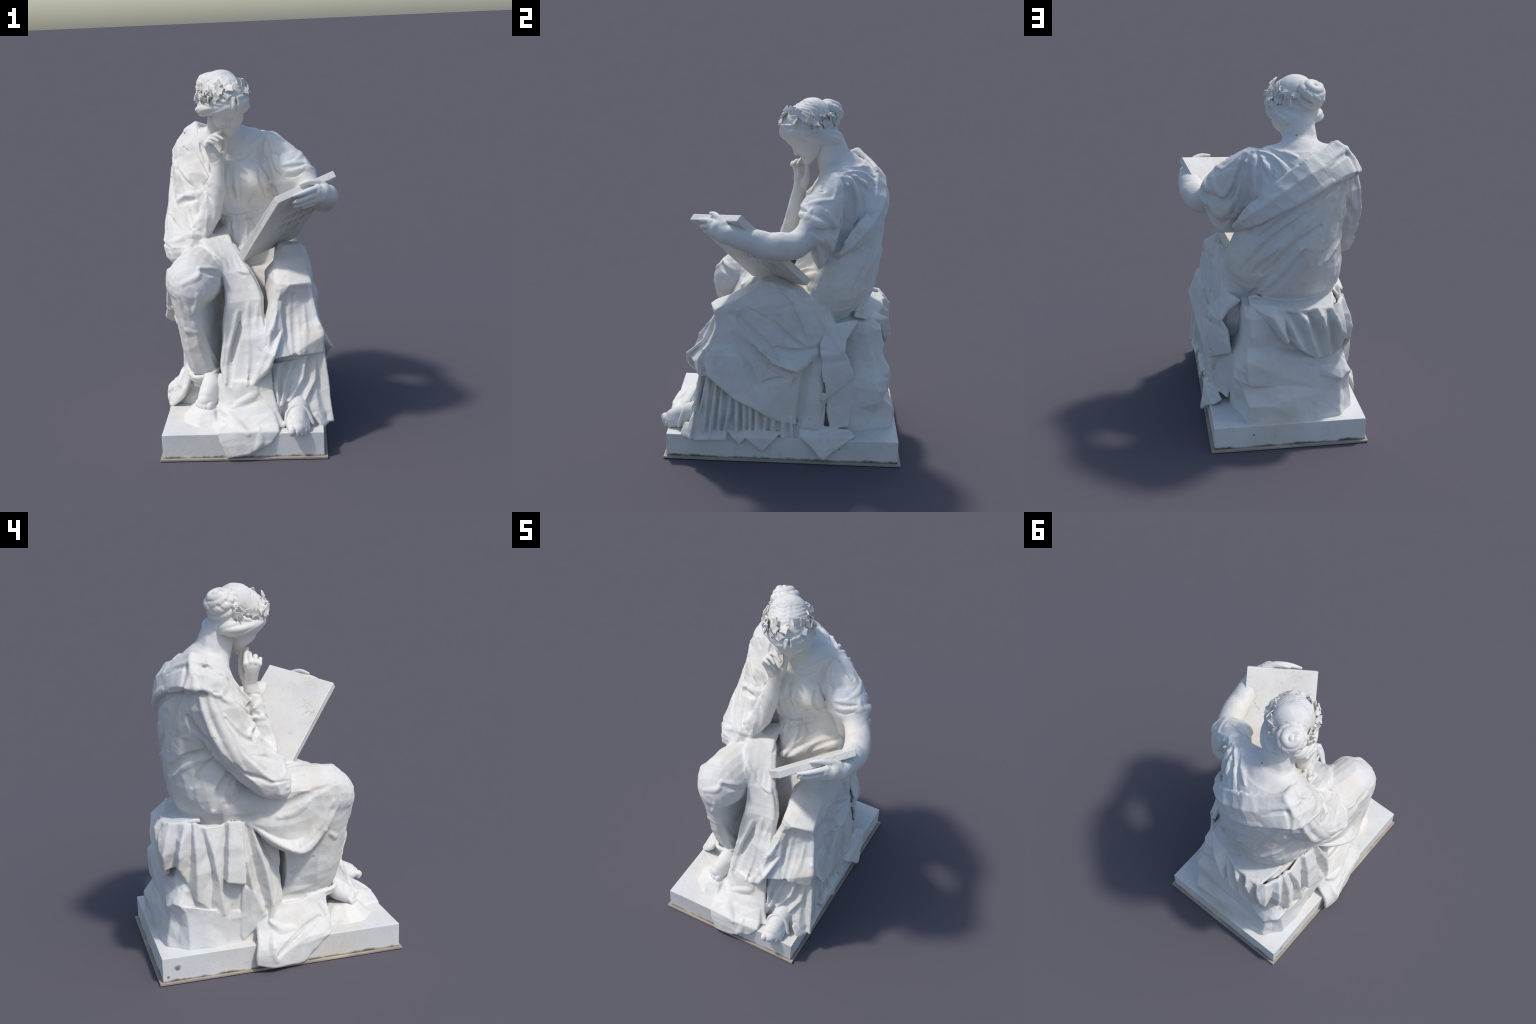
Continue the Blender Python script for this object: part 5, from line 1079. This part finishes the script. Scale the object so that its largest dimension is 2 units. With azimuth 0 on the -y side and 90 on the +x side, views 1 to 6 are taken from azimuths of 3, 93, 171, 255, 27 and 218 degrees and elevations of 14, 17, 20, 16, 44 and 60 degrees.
STATIONS_L = [
    (-0.004, 0.034, 1.925, 0.056, 0.7), (0.010, 0.050, 1.900, 0.050, 0.5), (0.014, 0.072, 1.915, 0.050, 0.5), (0.024, 0.110, 1.897, 0.046, 0.4),
    (0.001, 0.150, 1.923, 0.048, 0.6), (-0.016, 0.180, 1.925, 0.048, 0.6), (0.012, 0.161, 1.888, 0.050, 0.7), (-0.026, 0.210, 1.870, 0.046, 0.6),
    (0.014, 0.168, 1.860, 0.046, 0.6), (-0.041, 0.215, 1.900, 0.048, 0.6), (-0.090, 0.240, 1.915, 0.044, 0.5), (0.002, 0.192, 1.855, 0.044, 0.6),
    (0.026, 0.131, 1.876, 0.048, 0.6), (-0.062, 0.223, 1.920, 0.044, 0.6), (-0.071, 0.233, 1.897, 0.050, 0.5), (-0.090, 0.248, 1.874, 0.050, 0.5), (-0.118, 0.268, 1.884, 0.046, 0.4)]
rng = random.Random(11)
wreath = bpy.data.objects.new("wreath", None)
bpy.context.collection.objects.link(wreath); wreath.parent = root
mid = Vector(hp(0.0, 0.01, 0.0))
for group, way in ((STATIONS, Vector(hp(0, 1, 0)) - Vector(hp(0, 0, 0))), (STATIONS_L, Vector(hp(0, 1, 0)) - Vector(hp(0, 0, 0)))):
    for x, y, z, size, stand in group:
        p = Vector((x, y, z)); n = (p - mid).normalized()
        up_ = Vector(HEAD_U) - n * Vector(HEAD_U).dot(n)
        along = way - n * way.dot(n)
        d = (up_.normalized() * rng.uniform(-0.5, 1.0) + along.normalized() * rng.uniform(-0.3, 0.9)).normalized()
        d = (d + n * stand * rng.uniform(0.5, 1.2)).normalized()
        side = d.cross(n).normalized(); face = side.cross(d).normalized()
        side = (side + face * rng.uniform(-0.4, 0.4)).normalized(); face = d.cross(side) * -1
        ob = bpy.data.objects.new("leaf", LEAVES[rng.randrange(4)])
        bpy.context.collection.objects.link(ob); ob.parent = wreath
        from mathutils import Matrix
        M = Matrix((d * size * 1.12, side * size * 1.2, face * size)).transposed().to_4x4()
        M.translation = p - d * size * 0.15 + n * 0.004
        ob.matrix_world = M

# berries tucked between the leaves
def berry_mesh():
    me = bpy.data.meshes.new("berry")
    import bmesh
    bm = bmesh.new(); bmesh.ops.create_icosphere(bm, subdivisions=2, radius=0.009); bm.to_mesh(me); bm.free()
    me.materials.append(MARBLE); me.polygons.foreach_set("use_smooth", [True] * len(me.polygons))
    return me
BERRY = berry_mesh()
for x, y, z in ((-0.226, 0.120, 1.862), (-0.231, 0.104, 1.852), (-0.229, 0.136, 1.852), (-0.216, 0.080, 1.870), (-0.205, 0.060, 1.852), (-0.192, 0.040, 1.862), (0.020, 0.150, 1.872), (0.006, 0.190, 1.880), (-0.028, 0.214, 1.886)):
    ob = bpy.data.objects.new("berry", BERRY); bpy.context.collection.objects.link(ob); ob.parent = wreath; ob.location = (x, y, z)

# ---------------------------------------------------------------- worn lettering under the tablet
# three lines of strokes, too weathered to read: thin darkened bars lying on the underside
T0, TU, TV = (np.array(p) for p in ((0.513, -0.237, 1.436), (0.206, -0.521, 1.358), (0.286, 0.139, 1.022)))
eu, ev = TU - T0, TV - T0
nrm_ = np.cross(eu, ev); nrm_ /= np.linalg.norm(nrm_); nrm_ *= 1 if nrm_[2] < 0 else -1
DARK = marble("incised_stone", base=(0.36, 0.335, 0.30))
V, F = [], []
rng = random.Random(21)
def stroke(a, b, w=0.0022):
    p, q = (T0 + eu * u + ev * v + nrm_ * 0.0006 for u, v in (a, b))
    side = np.cross(nrm_, q - p); side *= w / np.linalg.norm(side)
    i = len(V)
    V.extend([p + side, q + side, q - side, p - side]); V.extend([r - nrm_ * 0.002 for r in (p + side, q + side, q - side, p - side)])
    F.extend([(i, i + 1, i + 2, i + 3), (i + 4, i + 7, i + 6, i + 5), (i, i + 4, i + 5, i + 1), (i + 1, i + 5, i + 6, i + 2), (i + 2, i + 6, i + 7, i + 3), (i + 3, i + 7, i + 4, i)])
for line, n in ((0.36, 5), (0.50, 6), (0.64, 4)):
    for k in range(n):
        u = 0.20 + 0.11 * k + rng.uniform(-0.01, 0.01)
        kind = rng.randrange(4)
        stroke((u, line), (u + 0.005, line + 0.085))
        if kind != 0: stroke((u + 0.055, line), (u + 0.052, line + 0.085))
        if kind in (1, 2): stroke((u, line + 0.043), (u + 0.053, line + 0.043 + rng.uniform(-0.02, 0.02)))
        if kind == 3: stroke((u, line), (u + 0.055, line + 0.085))
ins = put("inscription", V, F, DARK, parent=bpy.data.objects["tablet"])
ins.data.polygons.foreach_set("use_smooth", [False] * len(ins.data.polygons))
